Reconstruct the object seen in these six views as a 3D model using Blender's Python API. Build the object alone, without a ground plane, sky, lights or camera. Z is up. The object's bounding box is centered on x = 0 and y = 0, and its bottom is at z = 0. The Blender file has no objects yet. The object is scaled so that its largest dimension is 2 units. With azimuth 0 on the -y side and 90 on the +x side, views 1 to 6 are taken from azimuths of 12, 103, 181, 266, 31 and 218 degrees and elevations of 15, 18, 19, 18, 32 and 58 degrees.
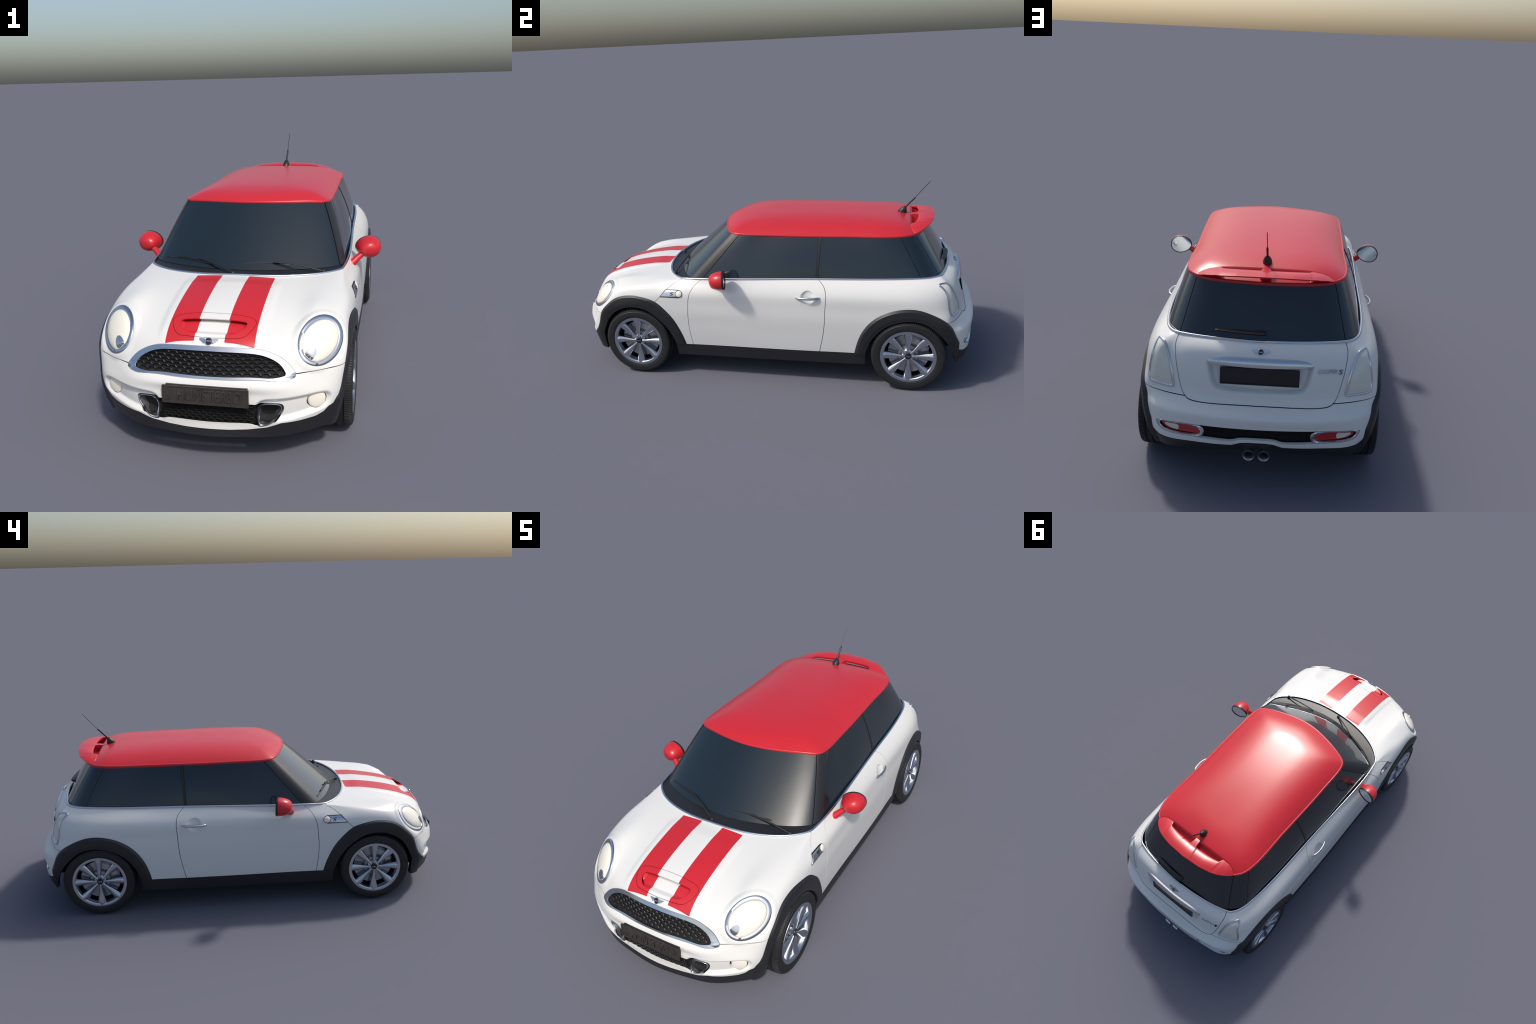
# Small retro three-door hatchback: white body, red roof, mirrors and bonnet stripes.
# Front of the car faces -y.  All sizes in metres at the model's 2 m scale.
import bpy, math
import numpy as np
from mathutils import Vector, Matrix

# ------------------------------------------------------------------ maths helpers
def cubic_spline(t, Y, ts, periodic=False):
    """C2 spline through rows of Y at knots t.  periodic: Y[-1] repeats Y[0]."""
    t = np.asarray(t, float); Y = np.asarray(Y, float); n = len(t)
    h = np.diff(t); d = np.diff(Y, axis=0) / h[:, None]
    A = np.zeros((n, n)); B = np.zeros((n, Y.shape[1]))
    for i in range(1, n - 1):
        A[i, i-1:i+2] = h[i-1], 2 * (h[i-1] + h[i]), h[i]
        B[i] = 6 * (d[i] - d[i-1])
    if periodic:
        A[0, 0] = 1; A[0, -1] = -1
        A[-1, 0] = 2 * (h[0] + h[-1]); A[-1, 1] = h[0]; A[-1, -2] = h[-1]
        B[-1] = 6 * (d[0] - d[-1])
    else:
        A[0, 0] = 1; A[-1, -1] = 1
    M = np.linalg.solve(A, B)
    k = np.clip(np.searchsorted(t, ts, side='right') - 1, 0, n - 2)
    u = (ts - t[k])[:, None]; w = (t[k+1] - ts)[:, None]; H = h[k][:, None]
    return (M[k] * w**3 + M[k+1] * u**3) / (6 * H) + (Y[k] / H - M[k] * H / 6) * w + (Y[k+1] / H - M[k+1] * H / 6) * u

def chords(P):
    return np.concatenate([[0], np.cumsum(np.linalg.norm(np.diff(P, axis=0), axis=1))])

def curve(P, n, closed=False):
    P = np.asarray(P, float)
    if closed: P = np.vstack([P, P[:1]])
    t = chords(P)
    ts = np.linspace(0, t[-1], n + 1)[:-1] if closed else np.linspace(0, t[-1], n)
    return cubic_spline(t, P, ts, closed)

def smooth(a, b, x):
    t = np.clip((x - a) / (b - a), 0, 1)
    return t * t * (3 - 2 * t)

def round_corners(P, times=3):
    P = np.asarray(P, float)
    for _ in range(times):
        Q = np.roll(P, -1, 0)
        P = np.stack([.75 * P + .25 * Q, .25 * P + .75 * Q], 1).reshape(-1, 2)
    return P

def poly_dist(a, b, P, reach=.08):
    """signed distance (+ inside) of points (a,b) to polygon P; -reach far away."""
    P = np.asarray(P, float); out = np.full(len(a), -reach)
    lo = P.min(0) - reach; hi = P.max(0) + reach
    sel = np.where((a > lo[0]) & (a < hi[0]) & (b > lo[1]) & (b < hi[1]))[0]
    if len(sel) == 0: return out
    X = a[sel]; Y = b[sel]
    best = np.full(len(sel), 1e9); ins = np.zeros(len(sel), bool)
    for p, q in zip(P, np.roll(P, -1, 0)):
        e = q - p; L = e @ e
        if L < 1e-16: continue
        t = np.clip(((X - p[0]) * e[0] + (Y - p[1]) * e[1]) / L, 0, 1)
        best = np.minimum(best, (X - p[0] - t * e[0])**2 + (Y - p[1] - t * e[1])**2)
        c = (p[1] > Y) != (q[1] > Y)
        ins ^= c & (X < (q[0] - p[0]) * (Y - p[1]) / (q[1] - p[1] + 1e-30) + p[0])
    d = np.sqrt(best)
    out[sel] = np.where(ins, d, -d)
    return out

# ------------------------------------------------------------------ triangle surfaces (V, N, F)
def vertex_normals(V, F):
    n = np.cross(V[F[:, 1]] - V[F[:, 0]], V[F[:, 2]] - V[F[:, 0]])
    N = np.zeros_like(V)
    for i in range(3): np.add.at(N, F[:, i], n)
    return N / (np.linalg.norm(N, axis=1, keepdims=True) + 1e-20)

def grid_faces(nv, nu, closed):
    i, j = np.meshgrid(np.arange(nv - 1), np.arange(nu if closed else nu - 1), indexing='ij')
    j2 = (j + 1) % nu
    a = (i * nu + j).ravel(); b = (i * nu + j2).ravel(); c = ((i+1) * nu + j2).ravel(); d = ((i+1) * nu + j).ravel()
    return np.vstack([np.stack([a, b, c], 1), np.stack([a, c, d], 1)])

def compact(V, N, F):
    if len(F) == 0: return V[:0], N[:0], F
    k, inv = np.unique(F.ravel(), return_inverse=True)
    return V[k], N[k], inv.reshape(F.shape)

def split(m, f):
    """cut a surface along f = 0 -> (part with f > 0, part with f < 0)"""
    V, N, F = m
    if len(F) == 0: return m, m
    s = f(V); s = np.where(np.abs(s) < 1e-9, 1e-9, s); pos = s > 0
    c = pos[F].sum(1)
    mix = F[(c == 1) | (c == 2)]; cm = pos[mix].sum(1)
    if len(mix) == 0:
        return compact(V, N, F[c == 3]), compact(V, N, F[c == 0])
    lone = np.where((cm == 1)[:, None], pos[mix], ~pos[mix]).argmax(1)
    r = np.arange(len(mix))
    a = mix[r, lone]; b = mix[r, (lone + 1) % 3]; d = mix[r, (lone + 2) % 3]
    E = np.sort(np.vstack([np.stack([a, b], 1), np.stack([a, d], 1)]), 1)
    U, inv = np.unique(E, axis=0, return_inverse=True); inv = inv.ravel()
    p, q = U[:, 0], U[:, 1]
    lo = np.zeros(len(U)); hi = np.ones(len(U)); sl = s[p].copy(); sh = s[q].copy()
    t = sl / (sl - sh)
    for _ in range(4):                      # refine the crossing on curved outlines
        st = f(V[p] + (V[q] - V[p]) * t[:, None])
        same = (st > 0) == (sl > 0)
        lo = np.where(same, t, lo); sl = np.where(same, st, sl)
        hi = np.where(same, hi, t); sh = np.where(same, sh, st)
        den = np.where(np.abs(sl - sh) < 1e-12, 1, sl - sh)
        t = np.clip(lo + (hi - lo) * sl / den, lo, hi)
    NV = V[p] + (V[q] - V[p]) * t[:, None]; NN = N[p] + (N[q] - N[p]) * t[:, None]
    NN /= np.linalg.norm(NN, axis=1, keepdims=True) + 1e-20
    V2 = np.vstack([V, NV]); N2 = np.vstack([N, NN]); o = len(V)
    ab = inv[:len(mix)] + o; ad = inv[len(mix):] + o
    T1 = np.stack([a, ab, ad], 1); T2 = np.vstack([np.stack([ab, b, d], 1), np.stack([ab, d, ad], 1)])
    l1 = cm == 1; l2 = np.concatenate([l1, l1])
    P = np.vstack([F[c == 3], T1[l1], T2[~l2]]); Q = np.vstack([F[c == 0], T1[~l1], T2[l2]])
    return compact(V2, N2, P), compact(V2, N2, Q)

def take(m, f, gap=.0026):
    """(inside, outside) of f = 0 with a panel gap of the given width between them"""
    if gap == 0: return split(m, f)
    return split(m, lambda V: f(V) - gap / 2)[0], split(m, lambda V: f(V) + gap / 2)[1]

def side_of(m, sign):
    V, N, F = m
    return compact(V, N, F[(V[F].mean(1)[:, 0] * sign) > 0])

def join(*ms):
    V = []; N = []; F = []; o = 0
    for a, b, c in ms:
        V.append(a); N.append(b); F.append(c + o); o += len(a)
    return np.vstack(V), np.vstack(N), np.vstack(F)

def boundary(F):
    e = np.vstack([F[:, [0, 1]], F[:, [1, 2]], F[:, [2, 0]]])
    key = np.sort(e, 1)
    _, idx, cnt = np.unique(key, axis=0, return_index=True, return_counts=True)
    return e[idx[cnt == 1]]

def flange(m, depth=.006, keep=None, direction=None):
    """fold the open borders of a panel inwards, so that it has an edge"""
    V, N, F = m
    e = boundary(F)
    if keep is not None: e = e[keep((V[e[:, 0]] + V[e[:, 1]]) / 2)]
    if len(e) == 0: return m
    a, b = V[e[:, 0]], V[e[:, 1]]
    da = N[e[:, 0]] if direction is None else np.broadcast_to(direction, a.shape)
    db = N[e[:, 1]] if direction is None else np.broadcast_to(direction, b.shape)
    a2 = a - da * depth; b2 = b - db * depth
    n = np.cross(b - a, -da); n /= np.linalg.norm(n, axis=1, keepdims=True) + 1e-20
    k = len(e); o = np.arange(k)
    W = np.vstack([a, b, b2, a2]); WN = np.vstack([-n] * 4)
    G = np.vstack([np.stack([o, o + 3 * k, o + 2 * k], 1), np.stack([o, o + 2 * k, o + k], 1)])
    # winding so that the face normal agrees with the border normal
    g = np.cross(W[G[:, 1]] - W[G[:, 0]], W[G[:, 2]] - W[G[:, 0]])
    bad = (g * WN[G[:, 0]]).sum(1) < 0
    G[bad] = G[bad][:, ::-1]
    return join((V, N, F), (W, WN, G))

def offset(m, d):
    V, N, F = m
    d = np.asarray(d)
    return V + N * (d[:, None] if d.ndim else d), N, F

# ------------------------------------------------------------------ object helpers
ROOT = bpy.data.objects.new("hatchback_car", None)
bpy.context.scene.collection.objects.link(ROOT)
ROOT["label"] = "small white retro hatchback car with red roof, mirrors and stripes"
ROOT["category"] = "car"

def link(name, me, mat, parent):
    ob = bpy.data.objects.new(name, me)
    bpy.context.scene.collection.objects.link(ob)
    ob.parent = parent or ROOT
    if mat is not None and len(me.materials) == 0: me.materials.append(mat)
    return ob

def mesh_data(name, V, F, N=None, angle=None):
    me = bpy.data.meshes.new(name)
    if isinstance(F, np.ndarray):
        k = F.shape[1]
        me.vertices.add(len(V)); me.vertices.foreach_set("co", np.asarray(V, np.float32).ravel())
        me.loops.add(F.size); me.loops.foreach_set("vertex_index", F.astype(np.int32).ravel())
        me.polygons.add(len(F)); me.polygons.foreach_set("loop_start", np.arange(0, F.size, k, dtype=np.int32))
        me.update(calc_edges=True); me.validate()
    else:
        me.from_pydata([tuple(map(float, v)) for v in V], [], [tuple(map(int, f)) for f in F]); me.update()
    me.polygons.foreach_set("use_smooth", np.ones(len(me.polygons), bool))
    if N is not None and len(me.vertices) == len(N):
        me.normals_split_custom_set_from_vertices([tuple(n) for n in np.asarray(N, float).tolist()])
    elif angle is not None:
        me.set_sharp_from_angle(angle=math.radians(angle))
    return me

def panel(name, m, mat, parent=None, depth=.006, **kw):
    if depth: m = flange(m, depth, **kw)
    V, N, F = m
    return link(name, mesh_data(name, V, F, N), mat, parent)

def solid(name, V, F, mat, parent=None, angle=35):
    return link(name, mesh_data(name, V, F, None, angle), mat, parent)

def both_sides(name, m, mat, parent=None, **kw):
    return [panel(name, side_of(m, s), mat, parent, **kw) for s in (1, -1)]

def mirror_x(V, F):
    V = np.array(V, float); V[:, 0] *= -1
    return V, [tuple(reversed(f)) for f in F]

def pair(name, V, F, mat, parent=None, angle=35):
    a = solid(name, V, F, mat, parent, angle)
    return a, solid(name, *mirror_x(V, F), mat, parent, angle)

def loft(sections, closed_ring=True, caps=True):
    """quads through a list of equal-length sections"""
    S = [np.asarray(s, float) for s in sections]; n = len(S[0])
    V = np.vstack(S); F = []
    for i in range(len(S) - 1):
        for j in range(n if closed_ring else n - 1):
            k = (j + 1) % n
            F.append((i*n + j, i*n + k, (i+1)*n + k, (i+1)*n + j))
    if caps and closed_ring:
        F.append(tuple(range(n))[::-1]); F.append(tuple((len(S)-1)*n + j for j in range(n)))
    return V, F

def sweep(path, ry, rz=None, n=12, up=(0, 0, 1), closed=False, caps=True, power=1.0):
    """tube along a path; ry = half width across, rz = half height along `up`"""
    P = np.asarray(path, float); k = len(P)
    ry = np.broadcast_to(ry, k); rz = np.broadcast_to(ry if rz is None else rz, k)
    th = np.linspace(0, 2*np.pi, n, endpoint=False)
    cs = np.sign(np.cos(th)) * np.abs(np.cos(th))**power; sn = np.sign(np.sin(th)) * np.abs(np.sin(th))**power
    S = []
    for i in range(k):
        T = P[(i+1) % k] - P[i-1] if closed else P[min(i+1, k-1)] - P[max(i-1, 0)]
        T /= np.linalg.norm(T) + 1e-20
        upv = np.asarray(up[i] if np.ndim(up) == 2 else up, float)
        A = np.cross(T, upv); A /= np.linalg.norm(A) + 1e-20; B = np.cross(A, T)
        S.append(P[i] + np.outer(cs * ry[i], A) + np.outer(sn * rz[i], B))
    if closed: S.append(S[0])
    V, F = loft(S, True, caps and not closed)
    if closed:
        m = k * n; V = V[:m]; F = [tuple(v % m for v in f) for f in F]
    return V, F

def revolve(profile, n=64, axis='x', center=(0, 0, 0), frame=None):
    """profile of (axial, radius) pairs turned about an axis"""
    th = np.linspace(0, 2*np.pi, n, endpoint=False)
    S = []
    for a, r in profile:
        c, s = np.cos(th) * r, np.sin(th) * r
        if frame is not None:
            X, Y, Z = frame
            S.append(np.asarray(center) + np.outer(np.full(n, a), Z) + np.outer(c, X) + np.outer(s, Y))
        elif axis == 'x': S.append(np.stack([np.full(n, a), c, s], 1) + center)
        elif axis == 'y': S.append(np.stack([s, np.full(n, a), c], 1) + center)
        else: S.append(np.stack([c, s, np.full(n, a)], 1) + center)
    return loft(S, True, False)

def box(c, s):
    c = np.asarray(c, float); h = np.asarray(s, float) / 2
    V = [c + h * np.array(k) for k in [(-1,-1,-1),(1,-1,-1),(1,1,-1),(-1,1,-1),(-1,-1,1),(1,-1,1),(1,1,1),(-1,1,1)]]
    return np.array(V), [(0,3,2,1),(4,5,6,7),(0,1,5,4),(1,2,6,5),(2,3,7,6),(3,0,4,7)]

def merge(*parts):
    V = []; F = []; o = 0
    for v, f in parts:
        V.append(np.asarray(v, float)); F += [tuple(i + o for i in q) for q in f]; o += len(v)
    return np.vstack(V), F

def bevel(ob, width, segments=3):
    md = ob.modifiers.new("bevel", 'BEVEL'); md.width = width; md.segments = segments
    md.limit_method = 'ANGLE'; md.angle_limit = math.radians(40)
    return ob

def lettering(name, text, size, matrix, mat, parent=None, extrude=.001, shear=0., width=None, spacing=1.0, thin=0.):
    cu = bpy.data.curves.new(name, 'FONT'); cu.body = text; cu.size = size; cu.extrude = extrude
    cu.align_x = 'CENTER'; cu.align_y = 'CENTER'; cu.shear = shear; cu.space_character = spacing
    cu.bevel_depth = extrude * .2; cu.offset = thin
    tmp = bpy.data.objects.new(name, cu); bpy.context.scene.collection.objects.link(tmp)
    dg = bpy.context.evaluated_depsgraph_get()
    me = bpy.data.meshes.new_from_object(tmp.evaluated_get(dg))
    bpy.data.objects.remove(tmp); bpy.data.curves.remove(cu)
    co = np.empty(len(me.vertices) * 3); me.vertices.foreach_get("co", co); co = co.reshape(-1, 3)
    if width:
        co[:, 0] -= (co[:, 0].max() + co[:, 0].min()) / 2
        co[:, 0] *= width / (co[:, 0].max() - co[:, 0].min())
    me.vertices.foreach_set("co", co.ravel()); me.transform(matrix); me.update()
    me.materials.clear(); me.name = name
    return link(name, me, mat, parent)

def basis(origin, X, Y, Z):
    return Matrix(((X[0], Y[0], Z[0], origin[0]), (X[1], Y[1], Z[1], origin[1]), (X[2], Y[2], Z[2], origin[2]), (0, 0, 0, 1)))

# ------------------------------------------------------------------ materials
def material(name, color, rough=.4, metal=0., coat=0., coat_rough=.05, spec=.5, vary=.0, scale=60., bump=0., bump_scale=400.):
    m = bpy.data.materials.new(name); m.use_nodes = True
    nt = m.node_tree; b = nt.nodes["Principled BSDF"]
    b.inputs["Base Color"].default_value = (*color, 1)
    b.inputs["Roughness"].default_value = rough; b.inputs["Metallic"].default_value = metal
    b.inputs["Coat Weight"].default_value = coat; b.inputs["Coat Roughness"].default_value = coat_rough
    b.inputs["Specular IOR Level"].default_value = spec
    tc = nt.nodes.new("ShaderNodeTexCoord")
    if vary:
        no = nt.nodes.new("ShaderNodeTexNoise"); no.inputs["Scale"].default_value = scale; no.inputs["Detail"].default_value = 4
        ra = nt.nodes.new("ShaderNodeValToRGB")
        ra.color_ramp.elements[0].color = (*[c * (1 - vary) for c in color], 1)
        ra.color_ramp.elements[1].color = (*[min(1, c * (1 + vary)) for c in color], 1)
        ra.color_ramp.elements[0].position = .3; ra.color_ramp.elements[1].position = .7
        nt.links.new(tc.outputs["Object"], no.inputs["Vector"]); nt.links.new(no.outputs["Fac"], ra.inputs["Fac"])
        nt.links.new(ra.outputs["Color"], b.inputs["Base Color"])
    if bump:
        n2 = nt.nodes.new("ShaderNodeTexNoise"); n2.inputs["Scale"].default_value = bump_scale
        bu = nt.nodes.new("ShaderNodeBump"); bu.inputs["Strength"].default_value = bump; bu.inputs["Distance"].default_value = .001
        nt.links.new(tc.outputs["Object"], n2.inputs["Vector"]); nt.links.new(n2.outputs["Fac"], bu.inputs["Height"])
        nt.links.new(bu.outputs["Normal"], b.inputs["Normal"])
    return m

WHITE = material("white_paint", (.735, .73, .695), .25, vary=.006, scale=8)
RED = material("red_paint", (.56, .021, .030), .30, vary=.02, scale=8)
GLASS = material("tinted_glass", (.008, .016, .022), .28, coat=1., coat_rough=.015, spec=.25)
PLASTIC = material("black_plastic", (.016, .0165, .018), .42, vary=.05, scale=200)
GLOSSBLACK = material("gloss_black", (.010, .010, .011), .30)
MESHBLACK = material("mesh_black", (.010, .010, .011), .50)
PLATEBLACK = material("rear_plate_black", (.008, .008, .009), .40, vary=.3, scale=60)
DARK = material("dark_interior", (.004, .004, .004), .8)
RUBBER = material("tyre_rubber", (.013, .013, .014), .60, vary=.12, scale=90, bump=.15)
CHROME = material("chrome", (.62, .64, .68), .20, 1.)
ALLOY = material("alloy_silver", (.52, .55, .60), .24, 1., vary=.02)
STEEL = material("brake_steel", (.42, .42, .43), .38, .7, vary=.08)
CREAM = material("lamp_cream", (.86, .82, .70), .25, coat=.6)
LAMPGREY = material("tail_lens", (.70, .69, .60), .25, coat=.5)
MIRROR = material("mirror_glass", (.75, .78, .80), .06, 1.)
REFLEX = material("reflector_red", (.45, .015, .015), .3, coat=.5)
PLATE = material("plate_dark", (.040, .034, .030), .42, vary=.25, scale=40)
DUCTGREY = material("duct_grey", (.34, .34, .35), .25, .8)
EXHAUST = material("exhaust_chrome", (.75, .75, .77), .30, 1.)  # lightened chrome, offsets the dark ground reflection on the pipe tips

# ------------------------------------------------------------------ body: control rings
# Every ring runs from the nose centre (x=0) round the +x flank to the tail centre.
# 0 nose, 3-4 front corner, 6 front wheel, 8 door front, 10 door rear, 12 rear wheel, 14-15 tail corner, 18 tail
RING_LOWER_EDGE = [(0,-.987,.104),(.14,-.973,.105),(.25,-.946,.107),(.335,-.893,.111),(.386,-.832,.106),(.400,-.74,.104),
 (.408,-.62,.104),(.414,-.50,.103),(.416,-.36,.104),(.418,0,.105),(.420,.29,.108),(.419,.48,.110),(.408,.69,.114),
 (.396,.82,.120),(.374,.892,.126),(.325,.946,.138),(.25,.965,.146),(.14,.977,.150),(0,.981,.164)]
RING_SILL = [(0,-.983,.150),(.14,-.974,.150),(.25,-.957,.155),(.342,-.905,.163),(.397,-.850,.165),(.414,-.75,.165),
 (.423,-.63,.165),(.426,-.50,.165),(.423,-.35,.164),(.426,0,.166),(.427,.286,.168),(.426,.45,.172),(.429,.69,.18),
 (.422,.80,.19),(.401,.888,.195),(.340,.951,.192),(.25,.976,.192),(.14,.990,.194),(0,.994,.196)]
RING_BUMPER = [(0,-.988,.235),(.14,-.981,.235),(.25,-.964,.235),(.343,-.914,.235),(.405,-.853,.235),(.425,-.745,.25),
 (.432,-.63,.255),(.432,-.50,.25),(.430,-.35,.25),(.432,0,.25),(.432,.30,.25),(.432,.50,.25),(.434,.69,.26),
 (.428,.80,.262),(.411,.878,.262),(.356,.944,.262),(.26,.979,.262),(.14,.994,.262),(0,.998,.262)]
RING_LEDGE = [(0,-.984,.272),(.14,-.981,.272),(.255,-.956,.272),(.346,-.899,.272),(.409,-.843,.272),(.427,-.742,.285),
 (.433,-.63,.29),(.434,-.50,.29),(.432,-.35,.29),(.434,0,.29),(.434,.30,.29),(.434,.50,.29),(.435,.69,.30),
 (.429,.797,.302),(.412,.872,.302),(.357,.924,.309),(.262,.963,.308),(.14,.980,.305),(0,.985,.304)]
RING_CREST = [(0,-.987,.254),(.14,-.979,.254),(.252,-.961,.254),(.345,-.908,.254),(.407,-.848,.254),(.426,-.743,.268),
 (.4325,-.63,.273),(.433,-.50,.27),(.431,-.35,.27),(.433,0,.27),(.433,.30,.27),(.433,.50,.27),(.4345,.69,.28),
 (.4285,.798,.283),(.4115,.875,.284),(.357,.939,.291),(.261,.9765,.295),(.14,.993,.294),(0,.9975,.293)]
RING_SEAM = [(0,-.968,.306),(.14,-.957,.306),(.26,-.932,.307),(.350,-.881,.307),(.414,-.830,.308),(.429,-.738,.325),
 (.434,-.63,.335),(.435,-.50,.335),(.434,-.35,.335),(.435,0,.335),(.435,.30,.335),(.435,.50,.335),(.436,.69,.34),
 (.430,.79,.34),(.411,.868,.336),(.356,.905,.337),(.262,.934,.337),(.14,.953,.325),(0,.959,.318)]
RING_LAMP = [(0,-.934,.384),(.14,-.922,.384),(.268,-.886,.377),(.345,-.834,.381),(.407,-.780,.386),(.424,-.71,.39),
 (.431,-.62,.39),(.433,-.515,.39),(.432,-.36,.39),(.432,0,.39),(.432,.30,.39),(.433,.50,.39),(.432,.69,.398),
 (.420,.80,.398),(.391,.874,.388),(.343,.899,.388),(.262,.922,.39),(.14,.940,.385),(0,.946,.385)]
RING_SHOULDER = [(0,-.875,.427),(.14,-.866,.4235),(.265,-.830,.421),(.328,-.779,.4460),(.387,-.735,.435),(.410,-.67,.435),
 (.420,-.59,.434),(.424,-.485,.432),(.426,-.36,.434),(.426,0,.437),(.427,.30,.44),(.429,.50,.442),(.425,.68,.447),
 (.411,.79,.450),(.381,.866,.447),(.333,.887,.447),(.262,.908,.452),(.14,.926,.455),(0,.932,.458)]
RING_WAIST = [(0,-.74,.4705),(.14,-.735,.4635),(.25,-.708,.463),(.312,-.675,.473),(.356,-.63,.470),(.382,-.58,.469),
 (.393,-.52,.469),(.396,-.45,.468),(.400,-.34,.471),(.406,0,.476),(.405,.30,.480),(.405,.50,.484),(.399,.68,.489),
 (.384,.78,.494),(.354,.852,.496),(.312,.864,.496),(.255,.882,.499),(.14,.901,.502),(0,.909,.504)]
RING_BELT = [(0,-.532,.4975),(.14,-.521,.4945),(.25,-.488,.4925),(.315,-.450,.4915),(.350,-.418,.491),(.365,-.399,.491),
 (.374,-.382,.4915),(.379,-.35,.493),(.386,-.285,.4965),(.385,0,.505),(.3765,.28,.512),(.3725,.50,.516),(.358,.70,.520),
 (.340,.780,.5215),(.316,.818,.5225),(.292,.832,.523),(.24,.847,.5235),(.14,.863,.524),(0,.8715,.524)]
RINGS = [RING_LOWER_EDGE, RING_SILL, RING_BUMPER, RING_CREST, RING_LEDGE, RING_SEAM, RING_LAMP, RING_SHOULDER, RING_WAIST, RING_BELT]

def full_loop(half):
    h = np.asarray(half, float)
    m = h[1:-1][::-1] * [-1, 1, 1]
    return np.vstack([h, m])

def loop_surface(rings, nu, nv):
    """dense surface through closed rings -> array (nv, nu, 3)"""
    R = np.array([full_loop(r) for r in rings])
    RC = np.concatenate([R, R[:, :1]], 1)
    t = np.concatenate([[0], np.cumsum(np.linalg.norm(np.diff(RC, axis=1), axis=2).mean(0))])
    ts = np.linspace(0, t[-1], nu + 1)[:-1]
    D = np.array([cubic_spline(t, r, ts, True) for r in RC])
    out = np.empty((nv, nu, 3))
    for j in range(nu):
        k = chords(D[:, j]); out[:, j] = cubic_spline(k, D[:, j], np.linspace(0, k[-1], nv))
    return out

NU, NV = 1040, 240
G = loop_surface(RINGS, NU, NV)
BELT = G[-1].copy()
V = G.reshape(-1, 3).copy(); F = grid_faces(NV, NU, True)
N = vertex_normals(V, F)
if (N[:, 0] * V[:, 0]).sum() < 0: F = F[:, ::-1]; N = -N

# the sheet metal lies flat against the slanted headlamp rims
LAMP_C = np.array((.3407, -.8270, .3843))
LAMP_A = np.array((.0656, .0551, .0053)); LAMP_B = np.array((-.0132, .0473, .0642))
LAMP_N = np.cross(LAMP_A, LAMP_B); LAMP_N /= np.linalg.norm(LAMP_N)
LAMP_INV = np.linalg.pinv(np.stack([LAMP_A, LAMP_B], 1))     # the two half axes are not square to each other
lamp_radius = lambda q: np.linalg.norm(q @ LAMP_INV.T, axis=1)
sg = np.where(V[:, 0] < 0, -1., 1.)[:, None] * np.array([1, 0, 0]) + np.array([0, 1, 1])
Q = V * sg - LAMP_C
lr = lamp_radius(Q); lh = Q @ LAMP_N
V = V - (lh * (1 - smooth(1.01, 1.28, lr)) * (np.abs(lh) < .05))[:, None] * LAMP_N * sg
N = vertex_normals(V, F)

# relief pressed into the sheet metal
ax = np.abs(V[:, 0]); y = V[:, 1]; z = V[:, 2]
front = y < -.75; rear = y > .75
d = np.zeros(len(V))
hood = (y < -.5) & (z > .38)
d += hood * .0050 * smooth(.184, .159, ax) * smooth(-.545, -.62, y) * smooth(-.935, -.86, y)              # power bulge
# number plate recess in the tailgate
pr = poly_dist(ax, z, round_corners([(-.2,.358),(.135,.358),(.168,.378),(.185,.450),(.185,.476),(-.2,.476)], 3))
d -= rear * .022 * smooth(-.002, .015, pr)
# finger dish behind the door handles
dd = np.hypot((y - .235) / .031, (z - .436) / .031)
d -= (ax > .38) * (np.abs(y - .235) < .05) * .011 * np.sqrt(np.clip(1 - dd**2, 0, 1))
# front bumper: hollow under the ledge, around fog lamps and brake ducts
hol = poly_dist(ax, z, round_corners([(.15,.241),(.24,.244),(.33,.248),(.372,.246),(.388,.222),(.375,.188),(.33,.174),(.25,.162),(.15,.150)], 3))
d -= front * .015 * smooth(0, .014, hol)
V = V + N * d[:, None]
N = vertex_normals(V, F)
body = (V, N, F)

# ------------------------------------------------------------------ outlines (side view: y,z; end views: |x|,z)
ARCH_F_OUT = [(-.868,.205),(-.845,.245),(-.817,.317),(-.778,.360),(-.728,.395),(-.682,.408),(-.642,.412),(-.572,.404),(-.52,.387),
 (-.478,.353),(-.439,.309),(-.410,.257),(-.392,.213),(-.377,.160),(-.377,-.05),(-.868,-.05)]
ARCH_F_IN = [(-.818,.205),(-.800,.243),(-.770,.294),(-.734,.325),(-.687,.347),(-.642,.355),(-.589,.349),(-.540,.325),(-.496,.287),
 (-.457,.235),(-.429,.168),(-.420,-.05),(-.82,-.05)]
ARCH_R_OUT = [(.448,.160),(.466,.232),(.489,.284),(.534,.340),(.594,.378),(.641,.394),(.692,.401),(.740,.397),(.805,.373),
 (.862,.338),(.888,.306),(.905,.268),(.922,.230),(.922,-.05),(.448,-.05)]
ARCH_R_IN = [(.500,.172),(.520,.229),(.542,.264),(.587,.309),(.642,.336),(.697,.346),(.748,.340),(.796,.316),(.834,.281),
 (.862,.245),(.885,.200),(.905,.10),(.90,-.05),(.495,-.05)]
def soften(P, n=90):
    P = np.asarray(P, float); k = len(P) - 2
    return np.vstack([curve(P[:k], n), P[k:]])
ARCH_F_OUT, ARCH_F_IN, ARCH_R_OUT, ARCH_R_IN = map(soften, (ARCH_F_OUT, ARCH_F_IN, ARCH_R_OUT, ARCH_R_IN))
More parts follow.
